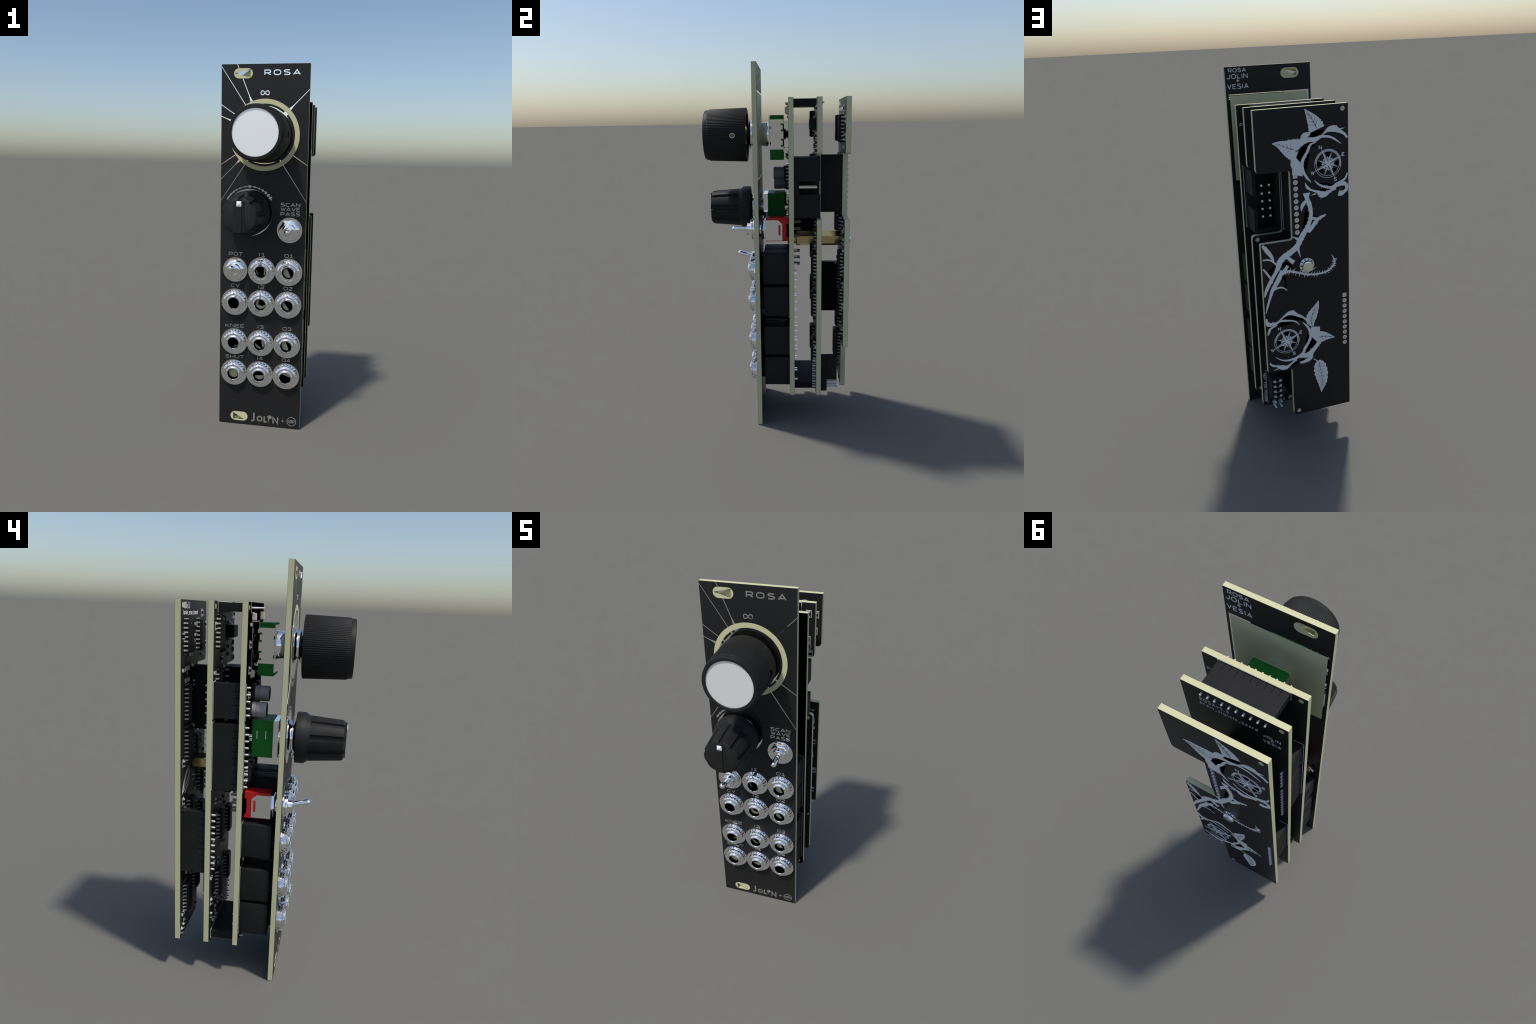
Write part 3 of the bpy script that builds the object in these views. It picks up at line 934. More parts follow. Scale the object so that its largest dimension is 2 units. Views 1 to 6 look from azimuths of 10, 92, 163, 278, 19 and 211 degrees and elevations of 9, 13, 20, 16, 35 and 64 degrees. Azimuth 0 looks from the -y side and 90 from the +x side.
# power inductor with angled leads on the middle board
pi_ = MB('chip', 'leg')
pi_.cbox(2.2, 9.4, C0 - 2.35, C0 - .02, 106.7, 110.4, 0.35, 'chip')
for zz, s in ((110.4, 1), (106.7, -1)):
    v = [(4.2, C0 - 1.5, zz - .2 * s), (7.4, C0 - 1.5, zz - .2 * s), (7.4, C0 - .1, zz + 1.4 * s), (4.2, C0 - .1, zz + 1.4 * s)]
    v += [(p[0], p[1] + .25, p[2] - .2 * s) for p in v]
    pi_.add(v, [(0, 1, 2, 3), (7, 6, 5, 4), (0, 4, 5, 1), (1, 5, 6, 2), (2, 6, 7, 3), (3, 7, 4, 0)], 'leg')
pi_.build('inductor', b2, (5.8, C0, 108.5))
used[2] += [(5.8, 108.5, 4, 3.5), (0, 115.7, 11, 2), (-13.26, 45.4, 1.5, 10.5), (-13, 81, 1.6, 15), (2.75, 87.9, 1.5, 10.5), (-1.7, 12.7, 11, 1.7), (10.9, 19, 2.6, 6.6), (9.8, 87.5, 5.6, 11.5), (0, 67.5, 3.3, 3.3)]
used[3] += [(2.75, 87.9, 1.6, 10.4), (-13.26, 45.4, 1.6, 10.4), (10.6, 20, 5, 11), (9.8, 87.5, 5.8, 11.5), (0, 67.5, 3.3, 3.3), (-9, 64, 4.8, 4.2), (-7, 115, 8, 2.5), (-8, 97, 4, 3)]
used[1] += [(x, z + 1, 4.8, 5.6) for x, z in JACKS] + [(SW1[0], SW1[1], 4.3, 4.3), (SW2[0], SW2[1], 4.3, 4.3), (K1[0], 104.2, 9.5, 9), (K2[0], K2[1], 5.3, 6),
            (0, 115.7, 10.5, 1.4), (-13, 81, 1.3, 15), (-4, 91.2, 2.8, 2.8), (-9, 87.1, 2.8, 2.8), (9.3, 87.5, 3.0, 6), (-1.7, 12.7, 11, 1.5)]

def passive_mesh(body):
    mb = MB(body, 'tin')
    mb.box(-.42, .42, -.5, -.02, -.5, .5, body)
    mb.box(-.44, .44, -.53, 0, .5, .82, 'tin')
    mb.box(-.44, .44, -.53, 0, -.82, -.5, 'tin')
    o = mb.build('chip_resistor' if body != 'brown' else 'chip_capacitor', None)
    d = o.data
    bpy.data.objects.remove(o)
    return d
PASS = [passive_mesh('chip'), passive_mesh('brown'), passive_mesh('chip')]
def scatter(parent, key, y, count, frame, xr=(-13.6, 13.6), zr=(13.5, 114.5)):
    got = 0
    for _ in range(count * 40):
        if got >= count:
            break
        px, pz = rnd.uniform(*xr), rnd.uniform(*zr)
        px, pz = round(px * 1.25) / 1.25, round(pz * 1.25) / 1.25
        if any(abs(px - a) < hx + .7 and abs(pz - b) < hz + 1.0 for a, b, hx, hz in used[key]):
            continue
        used[key].append((px, pz, .55, .9))
        k = rnd.randrange(3)
        o = bpy.data.objects.new('chip_capacitor' if k == 1 else 'chip_resistor', PASS[k])
        place(o, parent, (px, y, pz))
        if rnd.random() < .3:
            o.rotation_euler = (0, math.pi / 2, 0)
        elif rnd.random() < .6:
            silk_frame(frame, px - .72, px + .72, pz - 1.1, pz + 1.1, y, -1, .12)
        got += 1
f1, f2, f3 = MB('silk'), MB('silk'), MB('silk')
for cx, cz, n in CH2:
    line(f2, [(cx - 1.9, cz + n * .64 + .5), (cx + 1.9, cz + n * .64 + .5)], .14, C0, -1)
    line(f2, [(cx - 1.9, cz - n * .64 - .5), (cx + 1.9, cz - n * .64 - .5)], .14, C0, -1)
for cx, cz, n in CH3:
    line(f3, [(cx - 2.6, cz + n * .64 + .5), (cx + 1.9, cz + n * .64 + .5)], .16, D0, -1)
    line(f3, [(cx - 1.9, cz - n * .64 - .5), (cx + 1.9, cz - n * .64 - .5)], .14, D0, -1)
for par, key, y, fr, pts in ((b3, 3, D0, f3, ((13.0, 110.0), (12.6, 104.2), (12.5, 68.6), (12.4, 53.0))),
                             (b2, 2, C0, f2, ((12.8, 113.6), (12.6, 104.8), (12.7, 102.6)))):
    for k, (px, pz) in enumerate(pts):
        o = bpy.data.objects.new('chip_resistor', PASS[0])
        place(o, par, (px, y, pz))
        silk_frame(fr, px - .8, px + .8, pz - 1.15, pz + 1.15, y, -1, .16)
        used[key].append((px, pz, 1, 1.3))
scatter(b1, 1, A0, 30, f1, (-10.5, 11.5))
scatter(b2, 2, C0, 58, f2)
scatter(b3, 3, D0, 62, f3)

# silkscreen text and frames on the boards
silk_frame(f1, -6.4, 6.4, 96.6, 111.9, A0, -1, .16)
line(f1, circle(-1, 104.5, 3.6, 36), .14, A0, -1, closed=True)
for x, z in JACKS:
    silk_frame(f1, x - 4.72, x + 4.72, z - 4.62, z + 6.4, A0, -1, .07)
text(f1, 'SCAN', 8.8, 78.3, 1.1, 6, .22, A0, -1)
for cx, cz, n, al in HEAD1:
    e = n + .35
    hx, hz = (e, 1.45) if al == 'x' else (1.45, e)
    line(f1, [(cx - hx, cz - hz), (cx - hx, cz + hz)], .1, A0, -1)
    silk_frame(f2, cx - hx, cx + hx, cz - hz, cz + hz, C0, -1, .15)
f1.build('silkscreen', b1, (0, A0, 60))
f1b = MB('silk')
for cx, cz, n, al in HEAD1:
    e = n + .35
    hx, hz = (e, 1.45) if al == 'x' else (1.45, e)
    silk_frame(f1b, cx - hx, cx + hx, cz - hz, cz + hz, A1, 1, .15)
line(f1b, [(14.1, 77), (14.1, 98)], .18, A1, 1)
text(f1b, 'PWR', 12.4, 110.6, .9, 3.4, .16, A1, 1)
text(f1b, 'JACK', 12.6, 27.5, .8, 4.4, .15, A1, 1, rot=-90)
f1b.build('silkscreen', b1, (0, A1, 60))
silk_frame(f2, -2, 11, 105, 112.4, C0, -1, .14)
f2.build('silkscreen', b2, (0, C0, 60))
f2b = MB('silk')
text(f2b, 'ROSAv1.3', 5.9, 111.95, 1.35, 8.2, .24, C1, 1)
text(f2b, 'brain_signals_board', 1.9, 110.2, 1.15, 16.4, .18, C1, 1)
text(f2b, 'JOLIN', -10.3, 109.3, 1.0, 4.9, .2, C1, 1)
text(f2b, '+', -10.35, 108.2, .85, None, .2, C1, 1)
text(f2b, 'VESIA', -10.35, 106.7, 1.0, 4.9, .2, C1, 1)
text(f2b, 'NOT FOR POWER', 14.32, 18.9, .72, 11.6, .17, C1, 1, rot=-90)
line(f2b, [(12.9, 25.75), (13.35, 25.7), (13.35, 12.5), (12.9, 12.5)], .14, C1, 1)
text(f2b, 'BY', 7.6, 16.9, .7, None, .13, C1, 1, rot=-15)
text(f2b, 'edM', 7.9, 15.9, .7, None, .13, C1, 1, rot=-15)
text(f2b, 'cau', 8.2, 14.9, .7, None, .13, C1, 1, rot=-15)
for cx, cz, n, al in HEAD2:
    e = n + .35
    silk_frame(f2b, cx - 1.45, cx + 1.45, cz - e, cz + e, C1, 1, .15)
f2b.build('silkscreen', b2, (0, C1, 60))
text(f3, 'ROSAv1.3', -9.0, 114.95, 1.5, 6.4, .26, D0, -1)
text(f3, 'brain_scan_board', -4.3, 113.2, 1.2, 15.8, .2, D0, -1)
text(f3, 'JOLIN', -8.1, 97.3, 1.1, 5.2, .2, D0, -1)
text(f3, '+', -8.1, 95.9, .9, None, .2, D0, -1)
text(f3, 'VESIA', -8.1, 93.8, 1.1, 5.2, .2, D0, -1)
text(f3, 'anu', 11.6, 72.8, .9, None, .17, D0, -1)
text(f3, '1.0', 11.6, 36.6, .8, None, .16, D0, -1)
# profile of a sleeping face drawn in white, lower left of the rear board front
for sp in ([(-4.6, 67.2, .1), (-6.5, 66.6, .5), (-8.6, 65.4, .7), (-10.6, 63.6, .6), (-12.4, 61.2, .3), (-13.2, 60.2, .05)],
           [(-4.4, 66.0, .2), (-5.6, 64.2, .5), (-7.4, 63.2, .45), (-9.4, 62.0, .35), (-11.6, 60.4, .1)],
           [(-4.6, 63.6, .1), (-6.4, 61.8, .3), (-8.6, 60.6, .25), (-10.2, 59.6, .05)]):
    q = smooth_pts(sp)
    L, R = offset_line([p[:2] for p in q], [p[2] for p in q])
    f3.layer += 1
    f3.strip(L, R, D0, D0 - .05 - (f3.layer % 7) * .004)
f3.build('silkscreen', b3, (0, D0, 60))

# ---- capacitors and lamps on the first board
for cx, cz in ((-4.1, 91.2), (-9.2, 87.1)):
    c = MB('grey', 'plastic', 'tin')
    c.cbox(cx - 2.4, cx + 2.4, 2.3, A0 - .02, cz - 2.4, cz + 2.4, .3, 'plastic')
    c.lathe(cx, cz, [(2.05, 2.4), (2.3, 2.2), (2.32, 1.35), (2.14, 1.2), (2.14, 1.05), (2.3, .9), (2.3, -1.75), (2.2, -1.98), (2.0, -2.02)], 40, 'grey', True, capb=True)
    c.lathe(cx, cz, [(1.98, -2.03), (1.0, -2.04)], 40, 'plastic', capa=False)
    c.build('capacitor', b1, (cx, 2, cz))
for cx, cz in ((-7.66, 113.3), (8.4, 113.4), (-7.56, 97.3)):
    l = MB('ivory', 'gold')
    e = 1 if cx > 0 else -1
    l.cbox(cx - .8, cx + .8, 2.35, A0 - .02, cz - .95, cz + .95, .12, 'ivory')
    l.box(cx - .7, cx + .7, 2.85, A0 - .02, cz + e * .95 - .4, cz + e * .95 + .4, 'gold')
    l.box(cx - .7, cx + .7, 3.1, A0 - .02, cz - e * .95 - .3, cz - e * .95 + .3, 'ivory')
    l.build('indicator_lamp', b1, (cx, 3, cz))
# ---- brass stand-off and rear screw
so = MB('brass')
for y0, y1 in ((6.0, C0 - .02), (C1 + .02, D0 - .02)):
    so.lathe(0, 67.5, [(2.5, y0), (2.75, y0 + .25), (2.75, y1 - .25), (2.5, y1)], 6, None, False, ph=math.pi / 6 - .08)
so.cyl(0, 67.5, 1.9, A1, 6.0, 24)
so.build('standoff', root, (0, 6, 67.5))
sc = MB('chrome', 'ink')
sc.ring(0, 67.5, 1.4, 2.5, D1 + .02, D1 + .45, 32, 'chrome')
for k in range(10):
    t = TAU * k / 10
    sc.box(2.05 * math.cos(t) - .2, 2.05 * math.cos(t) + .2, D1 + .4, D1 + .47, 67.5 + 2.05 * math.sin(t) - .2, 67.5 + 2.05 * math.sin(t) + .2, 'ink')
sc.lathe(0, 67.5, [(1.85, D1 + .45), (1.9, D1 + .7), (1.9, D1 + 1.5), (1.7, D1 + 1.85), (1.2, D1 + 2.0), (.0, D1 + 2.02)], 32, 'chrome')
for a in (0, math.pi / 2):
    c, s = math.cos(a + .5), math.sin(a + .5)
    v = [(p * c - q * s, y, 67.5 + p * s + q * c) for y in (D1 + 1.6, D1 + 2.03 + .004 * a) for p, q in ((-1, -.18), (1, -.18), (1, .18), (-1, .18))]
    sc.add(v, [(0, 3, 2, 1), (4, 5, 6, 7), (0, 1, 5, 4), (1, 2, 6, 5), (2, 3, 7, 6), (3, 0, 4, 7)], 'chrome')
sc.build('screw', root, (0, D1, 67.5))

# ------------------------------------------------------------------ rear artwork: two roses on a thorny stem
# u runs to the right as seen from behind (u = -x)
art = MB('plate', 'ink')
LAY = [0]
def lev():
    LAY[0] += 1
    return 0.045 + (LAY[0] % 23) * 0.0035
UC = 14.9
clampu = lambda p: (-max(-UC, min(UC, p[0])), p[1])
def blade(ctrl, rough=0.0, seed=0, k=6, mat='plate', lift=0.0):
    r = random.Random(seed)
    q = smooth_pts(ctrl, k)
    w = [max(.015, p[2]) * (1 + rough * r.uniform(-1, 1)) for p in q]
    w2 = [max(.015, p[2]) * (1 + rough * r.uniform(-1, 1)) for p in q]
    pts = [p[:2] for p in q]
    L, _ = offset_line(pts, w)
    _, R = offset_line(pts, w2)
    art.strip([clampu(p) for p in L], [clampu(p) for p in R], D1, D1 + lev() + lift, mat)
    if rough > .055:                       # torn, frayed edge
        for i in range(2, len(q) - 2):
            if r.random() < .2:
                S_ = L if r.random() < .5 else R
                a, b = Vector(S_[i]), Vector(S_[i + 1])
                o = (a - Vector(pts[i])).normalized()
                e = min(.55, .5 * w[i] + .12) * r.uniform(.5, 1.1)
                a2 = a - o * .08
                patch([tuple(a2), tuple(b - o * .08), tuple(a.lerp(b, r.uniform(.2, 1.2)) + o * e)], mat)
    return q
def patch(poly, mat='ink', lift=None):
    art.prism([clampu(p) for p in poly], D1, D1 + (lift if lift is not None else lev()), mat)
def dark(poly):  # flat black shapes painting the render shadow where faces coincide
    LAY[0] += 1
    patch(poly, 'ink', 0.012 + (LAY[0] % 7) * 0.003)
def leaf(ctrl, teeth=11, seed=1, veins=5, cut=False):
    q = smooth_pts(ctrl, 14)
    n = len(q)
    rr = random.Random(seed * 31)
    amp = [[rr.uniform(.5, 1.5) for _ in range(teeth + 2)] for _ in range(2)]
    def serr(i, ph):
        t = i / n * teeth + ph
        k = int(t)
        t -= k
        return 1 + .17 * amp[1 if ph else 0][k] * (t - .45) * min(1, i / n * 3)
    pts = [p[:2] for p in q]
    w1 = [max(.02, p[2]) * serr(i, 0) for i, p in enumerate(q)]
    w2 = [max(.02, p[2]) * serr(i, .4) for i, p in enumerate(q)]
    L, _ = offset_line(pts, w1)
    _, R = offset_line(pts, w2)
    h = lev()
    art.strip([clampu(p) for p in L], [clampu(p) for p in R], D1, D1 + h, 'plate')
    # midrib and side veins, thin gaps in the metal
    def vein(pp, w0, w1_):
        m = len(pp)
        A, B = offset_line(pp, [w0 + (w1_ - w0) * i / (m - 1) for i in range(m)])
        art.strip([clampu(p) for p in A], [clampu(p) for p in B], D1, D1 + .13 + (LAY[0] % 5) * .003, 'ink')
        LAY[0] += 1
    a, b = int(n * .12), int(n * (.98 if not cut else .9))
    vein(pts[a:b], .02, .07)
    for k in range(veins):
        i = int(n * (.3 + .6 * k / veins))
        j = max(0, i - int(n * .13))
        for side, W in ((L, w1), (R, w2)):
            e = Vector(pts[j]).lerp(Vector(side[j]), .62)
            m = (Vector(pts[i]) + e) / 2 + (Vector(pts[i]) - Vector(pts[j])) * .12
            vein([pts[i], tuple(m), tuple(e)], .05, .015)
def thorns(q, step, ln, seed, both=True, wid=.14):
    r = random.Random(seed)
    for i in range(3, len(q) - 2, step):
        p, n_ = Vector(q[i][:2]), Vector(q[i + 1][:2])
        d = (n_ - p).normalized()
        nn = Vector((-d.y, d.x))
        for s in ((1, -1) if both else (1,)):
            if r.random() < .25:
                continue
            l = ln * r.uniform(.7, 1.3)
            base = p + nn * s * q[i][2] * .8
            tip = base + nn * s * l + d * r.uniform(-.3, .5) * l
            patch([tuple(base - d * wid), tuple(base + d * wid), tuple(tip)], 'plate')

# upper rose ---------------------------------------------------------------
dark([(-2.2, 102.5), (-0.8, 100.7), (0.3, 102.4), (1.5, 104.4), (2.1, 105.8), (4.1, 106.3), (2.4, 106.7), (0.4, 105.7), (-1.6, 103.8)])
dark([(2.0, 108.0), (3.4, 108.1), (4.5, 108.1), (7.5, 109.8), (6.3, 110.0), (4.6, 109.9), (2.4, 109.0)])
dark([(0.2, 99.8), (0.7, 97.1), (1.7, 101.1), (2.4, 103.8), (0.8, 102.3)])
dark([(6.3, 108.2), (7.7, 109.1), (9.5, 109.1), (10.9, 108.7), (8.7, 108.8)])
dark([(2.3, 104.4), (2.2, 105.3), (3.5, 106.1), (4.1, 106.0)])
dark([(4.6, 94.0), (10.9, 92.8), (9.2, 92.3), (6.4, 92.7)])
dark([(3.1, 92.0), (9.6, 91.6), (8.4, 90.9), (6.3, 91.0), (4.7, 91.5)])
dark([(0.9, 116.4), (1.5, 114.4), (1.6, 114.0), (1.2, 114.8)])
leaf([(0.9, 116.5, .06), (2.2, 114.8, .95), (3.3, 113.2, 1.75), (4.2, 111.6, 2.35), (4.7, 110.2, 2.55)], 10, 1, 4, True)
leaf([(-9.6, 107.3, .06), (-7.6, 106.9, .95), (-5.6, 106.0, 2.0), (-3.7, 105.2, 2.95), (-2.2, 104.7, 3.3)], 11, 2, 4, True)
blade([(-2.6, 106.0, 1.7), (-1.2, 106.6, 1.25), (0.4, 107.1, .85), (2.4, 107.4, .66), (4.1, 107.3, .72), (6.1, 108.0, .41), (8.7, 107.7, .34), (10.8, 106.6, .26), (12.6, 105.2, .05)], .05, 3)
patch([(-3.9, 102.2), (-2.4, 102.6), (-0.8, 100.7), (-0.4, 98.8), (-0.3, 96.5), (-1.9, 97.0), (-3.7, 97.3), (-3.6, 99.1), (-4.1, 100.4)], 'plate')
patch([(-4.1, 103.5), (-1.4, 104.4), (-2.2, 102.5), (-3.6, 101.4), (-4.6, 102.6)], 'plate')
blade([(4.2, 106.4, .12), (2.5, 105.9, .3), (1.8, 104.6, .42), (1.1, 103.4, .38), (0.0, 101.7, .5), (-0.4, 99.9, .46), (0.1, 97.6, .42), (1.2, 95.8, .32), (2.4, 94.3, .05)], .06, 4)
blade([(-0.6, 107.4, .2), (0.4, 108.5, .85), (1.6, 109.0, .75), (2.5, 109.4, .25)], .05, 5)
blade([(6.1, 108.3, .08), (7.5, 109.3, .38), (8.7, 109.9, .79), (10.3, 110.0, .98), (11.7, 109.3, .66), (13.3, 108.4, .41), (14.6, 107.0, .34)], .06, 6)
blade([(11.8, 109.7, .23), (12.7, 109.8, .17), (13.7, 109.95, .06)])
blade([(3.5, 94.9, .09), (4.8, 93.5, .24), (6.8, 92.5, .34), (9.2, 92.0, .45), (11.3, 92.7, .75), (13.1, 92.8, .66), (14.2, 92.2, .56), (14.2, 90.8, .5), (13.1, 89.9, .6), (12.2, 89.7, .85), (11.5, 89.9, .7)], .06, 7)
blade([(11.6, 93.4, .19), (13.2, 93.9, .34), (14.1, 94.8, .28), (14.5, 96.0, .23)], .05, 8)
blade([(0.4, 94.4, .06), (1.1, 92.9, .42), (2.5, 91.9, .27), (4.5, 91.1, .5), (5.7, 90.2, .98), (7.1, 90.2, .8), (8.8, 91.0, .41), (10.6, 91.6, .41)], .08, 9)
blade([(3.9, 90.6, .23), (2.1, 90.3, .05)])
# lower rose ---------------------------------------------------------------
dark([(1.2, 40.9), (2.7, 39.0), (1.7, 36.5), (-0.4, 35.0), (-2.3, 35.0), (-0.9, 36.5), (0.5, 39.1)])
dark([(-9.2, 49.9), (-8.2, 50.4), (-5.1, 50.1), (-2.6, 49.3), (-0.5, 47.4), (-4.7, 48.6)])
dark([(-11.1, 47.9), (-8.5, 48.6), (-5.0, 47.6), (-8.6, 47.3), (-11.6, 47.0)])
dark([(-0.4, 43.2), (0.1, 41.4), (-0.8, 38.8), (-1.6, 37.9), (-1.0, 40.5)])
dark([(-3.7, 32.8), (-2.3, 33.4), (-1.8, 33.3), (-2.1, 32.5), (-6.7, 31.3), (-7.8, 30.9), (-5.3, 32.4)])
leaf([(3.8, 54.1, .05), (2.9, 51.8, 1.0), (1.6, 49.5, 1.7), (0.9, 47.7, 1.75), (1.1, 46.0, 1.05), (1.6, 44.9, .3)], 9, 3, 5)
leaf([(9.5, 39.1, .05), (7.0, 39.9, 1.1), (4.9, 40.3, 1.95), (3.2, 40.4, 2.1)], 8, 4, 3, True)
patch([(0.7, 44.6), (2.0, 44.7), (4.1, 44.3), (4.0, 42.4), (3.6, 39.0), (2.7, 38.9), (1.1, 40.9), (0.6, 43.0)], 'plate')
blade([(-14.6, 51.0, .23), (-14.2, 48.9, .7), (-11.9, 48.5, .5), (-10.0, 49.2, .32), (-8.3, 49.0, .32), (-6.0, 48.6, .25), (-4.2, 47.7, .2), (-3.2, 46.4, .05)], .08, 10)
blade([(-10.4, 49.2, .18), (-8.2, 50.8, .36), (-6.6, 51.5, .7), (-5.3, 51.3, .77), (-3.8, 50.2, .5), (-2.0, 49.1, .34), (-0.5, 47.4, .2)], .07, 11)
blade([(-2.1, 47.2, .07), (-0.6, 45.5, .36), (0.3, 43.6, .39), (0.6, 41.3, .45), (-0.3, 39.0, .45), (-1.4, 37.5, .5), (-2.3, 35.7, .41), (-3.6, 34.9, .32), (-5.3, 34.1, .41), (-7.9, 33.9, .34), (-10.2, 34.6, .2), (-12.1, 36.0, .07)], .06, 12)
blade([(4.4, 39.6, .95), (3.2, 37.9, .68), (1.5, 36.0, .86), (-0.4, 34.5, 1.0), (-3.1, 34.6, .64), (-4.7, 34.3, .34)], .06, 13)
blade([(0.9, 35.2, .6), (0.3, 33.0, .7), (-1.0, 32.4, .62), (-2.4, 32.0, .5), (-3.7, 32.2, .2)], .08, 14)
blade([(-14.2, 34.4, .18), (-13.5, 33.2, .34), (-11.7, 32.5, .36), (-9.9, 31.6, .86), (-8.3, 31.4, .57), (-6.7, 32.4, .32), (-4.7, 33.7, .32)], .08, 15)
blade([(-13.0, 31.2, .05), (-11.2, 31.6, .2)])
blade([(-11.0, 47.9, .2), (-13.2, 47.2, .34), (-13.9, 46.1, .41), (-14.3, 44.8, .15)], .05, 16)
leaf([(4.0, 18.4, .05), (4.3, 20.6, 1.0), (4.5, 23.0, 1.85), (4.1, 26.6, 2.4), (3.5, 29.8, 1.9), (3.2, 31.4, .5)], 10, 6, 8)
blade([(1.3, 32.5, .08), (2.2, 31.8, .14), (3.3, 30.6, .16)])
# stem -----------------------------------------------------------------------
dark([(0.7, 86.9), (1.2, 85.1), (1.1, 83.1), (0.7, 81.0), (-0.6, 79.3), (-0.9, 80.0), (0.1, 85.7)])
dark([(-8.2, 68.3), (-8.0, 69.3), (-6.9, 69.7), (-5.8, 69.2), (-4.8, 67.3), (-6.4, 66.7)])
dark([(-13.2, 67.6), (-10.6, 68.9), (-11.8, 66.5), (-12.4, 65.5)])
dark([(2.5, 83.35), (5.5, 83.1), (4.2, 82.8), (3.1, 82.8)])
dark([(-0.6, 91.1), (0.1, 90.0), (0.0, 89.2), (-0.5, 90.0)])
dark([(-7.4, 62.6), (-8.6, 64.8), (-7.4, 65.0), (-7.0, 60.0), (-8.6, 59.9)])
s1 = blade([(0.7, 91.2, 1.2), (0.8, 89.7, .71), (1.4, 88.0, .72), (2.0, 85.4, .6), (1.9, 83.4, .6), (1.3, 81.4, .66), (0.2, 79.4, .75), (-1.0, 77.7, .88), (-2.1, 75.7, .8), (-3.3, 74.0, .95), (-5.3, 72.6, .92), (-7.5, 71.4, .96), (-8.9, 70.1, .95), (-9.6, 68.3, .75), (-10.6, 66.5, .58), (-11.9, 64.5, .6), (-13.2, 62.4, .6), (-14.1, 60.6, .5), (-14.7, 58.7, .2)], .05, 17)
thorns(s1[6:80], 4, .55, 18, True, .22)
f_ = blade([(7.2, 83.4, .08), (5.8, 83.0, .42), (4.1, 82.1, .55), (2.6, 80.3, .7), (1.0, 78.5, .59)], .07, 19)
thorns(f_, 6, .4, 20)
blade([(2.3, 82.9, .45), (4.2, 82.5, .36), (5.7, 83.1, .12)])
blade([(0.5, 88.7, .44), (-0.5, 87.7, .6), (-1.0, 86.7, .42), (-1.1, 85.5, .05)], .05, 21)
blade([(-4.4, 77.7, .08), (-3.4, 77.1, .28), (-2.3, 76.4, .6)])
blade([(-2.8, 73.9, .5), (-2.4, 72.1, .26), (-1.9, 70.4, .05)])
blade([(-6.2, 71.0, .5), (-5.2, 69.8, .64), (-4.3, 69.0, .75)])
blade([(-14.4, 76.2, .4), (-13.0, 74.2, .69), (-11.6, 72.0, .5), (-11.0, 70.3, .2)], .06, 22)
a_ = blade([(-14.6, 71.4, .22), (-12.3, 71.1, .28), (-10.7, 69.8, .26), (-9.5, 68.1, .2), (-8.9, 66.5, .06)])
thorns(a_, 5, .45, 23, False, .08)
v_ = blade([(-8.3, 65.7, .46), (-6.2, 66.3, .4), (-3.0, 65.3, .34), (-0.1, 64.2, .35), (3.0, 63.7, .3), (5.9, 63.8, .29), (8.2, 64.7, .29), (9.6, 66.2, .27), (9.8, 67.5, .25), (8.8, 69.7, .06)])
thorns(v_, 2, .85, 24, True, .17)
blade([(-8.6, 65.7, .59), (-7.2, 67.2, .55), (-6.4, 68.3, .5)])
blade([(-8.5, 67.0, .44), (-9.3, 64.9, .8), (-10.4, 63.0, .75), (-11.4, 61.6, .66), (-12.1, 60.3, .57), (-13.1, 57.6, .41), (-14.0, 54.9, .3), (-14.6, 52.9, .08)], .05, 25)
l_ = blade([(-14.6, 68.4, .26), (-12.7, 65.5, .34), (-11.6, 63.1, .14)])
thorns(l_, 4, .35, 26, False, .07)
b_ = blade([(-11.4, 60.8, .34), (-9.4, 61.2, .27), (-8.0, 60.7, .2), (-6.9, 59.7, .07)])
thorns(b_, 4, .3, 27, True, .07)
blade([(1.2, 65.2, .22), (3.4, 66.1, .05)])
art.build('rose_artwork', b3, (0, D1, 60))

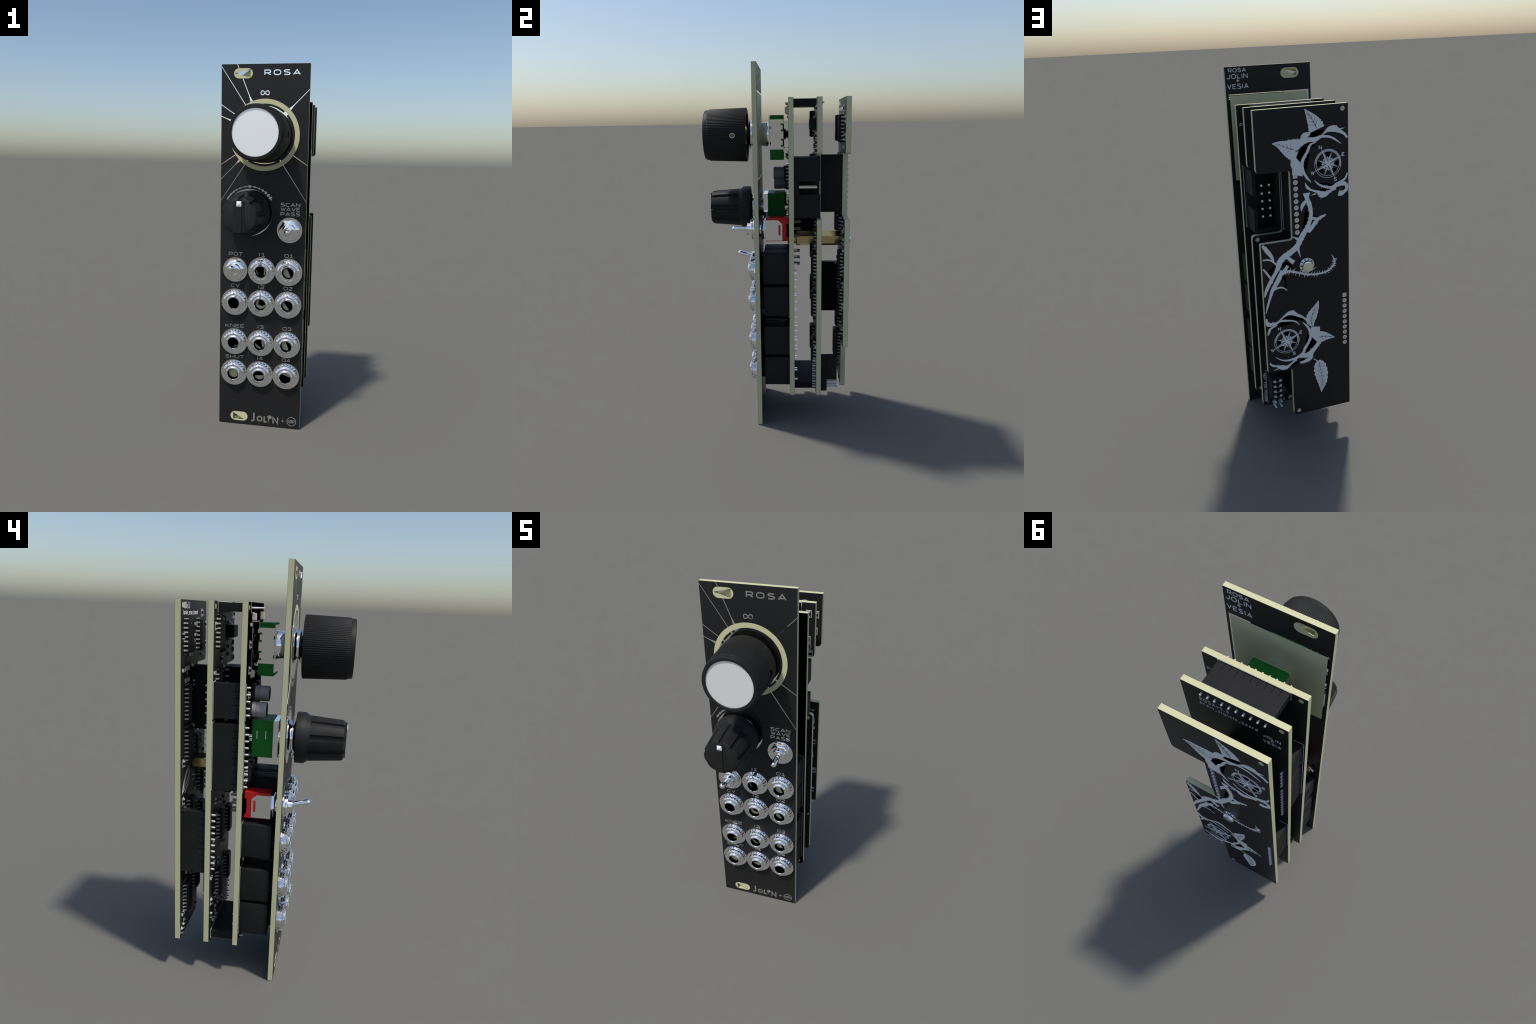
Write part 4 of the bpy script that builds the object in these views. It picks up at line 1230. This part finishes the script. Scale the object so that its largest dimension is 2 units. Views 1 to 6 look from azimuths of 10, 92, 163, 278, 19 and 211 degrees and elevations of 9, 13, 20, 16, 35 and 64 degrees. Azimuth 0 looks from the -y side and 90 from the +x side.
# compass roses at the heart of each flower
def compass(cu, cz, R=4.45, north=115):
    mb = MB('plate', 'ink')
    lay = [0]
    def h(base=.05):
        lay[0] += 1
        return D1 + base + lay[0] * .003
    def pt(ang, r):
        t = math.radians(ang)
        return (-(cu + r * math.cos(t)), cz + r * math.sin(t))
    # dark sectors between the points
    for k in (0, 2, 3, 5, 6):
        a = north - 12 + 45 * k
        mb.prism([pt(a, .6)] + [pt(a - 5 - 34 * i / 6, R * .84) for i in range(7)], D1, h(.012), 'ink')
    mb.ring(-cu, cz, R - .13, R, D1, D1 + .05, 72, 'plate')
    mb.ring(-cu, cz, R * .84, R * .84 + .12, D1, D1 + .05, 72, 'plate')
    # graduated arc with a denser upper half
    for i in range(60):
        a = north + 60 - i * 4.4
        if i < 44:
            A, B = offset_line([pt(a, R * .87), pt(a, R * .985)], .07 + .03 * (i % 2))
            mb.strip(A, B, D1, D1 + .046, 'plate')
    # inner rosette
    for k in range(8):
        a = north + 22.5 + 45 * k
        mb.prism([pt(a - 13, .9), pt(a - 12, 1.8), pt(a - 5, 1.9), pt(a, 2.25), pt(a + 5, 1.9), pt(a + 12, 1.8), pt(a + 13, .9)], D1, h(), 'plate')
        mb.prism([pt(a - 9, 1.35), pt(a - 4, 1.75), pt(a, 1.2), pt(a + 4, 1.75), pt(a + 9, 1.35), pt(a, .9)], D1, h(.10), 'ink')
    for k in range(4):                # short points
        a = north - 45 + 90 * k
        mb.prism([pt(a, R * .83), pt(a + 40, .75), pt(a + 180, .1), pt(a - 40, .75)], D1, h(.09), 'plate')
        mb.prism([pt(a, R * .7), pt(a - 8, 1.2), pt(a - 25, .85)], D1, h(.14), 'ink')
    for k in range(4):                # long points, one dark facet each
        a = north + 90 * k
        mb.prism([pt(a, R * 1.12), pt(a + 38, .95), pt(a + 180, .1), pt(a - 38, .95)], D1, h(.13), 'plate')
        mb.prism([pt(a - .5, R * .84), pt(a - 11, 1.7), pt(a - 30, .85), pt(a - 20, .6)], D1, h(.17), 'ink')
    for k, ch in enumerate('NWSE'):
        c = pt(north + 90 * k, R * 1.27)
        text(mb, ch, c[0], c[1] - .48, .95, None, .22, D1, 1, mat='plate', squeeze=.68)
    mb.build('compass_rose', b3, (-cu, D1, cz))
compass(8.1, 99.6)
compass(-7.9, 41.3)
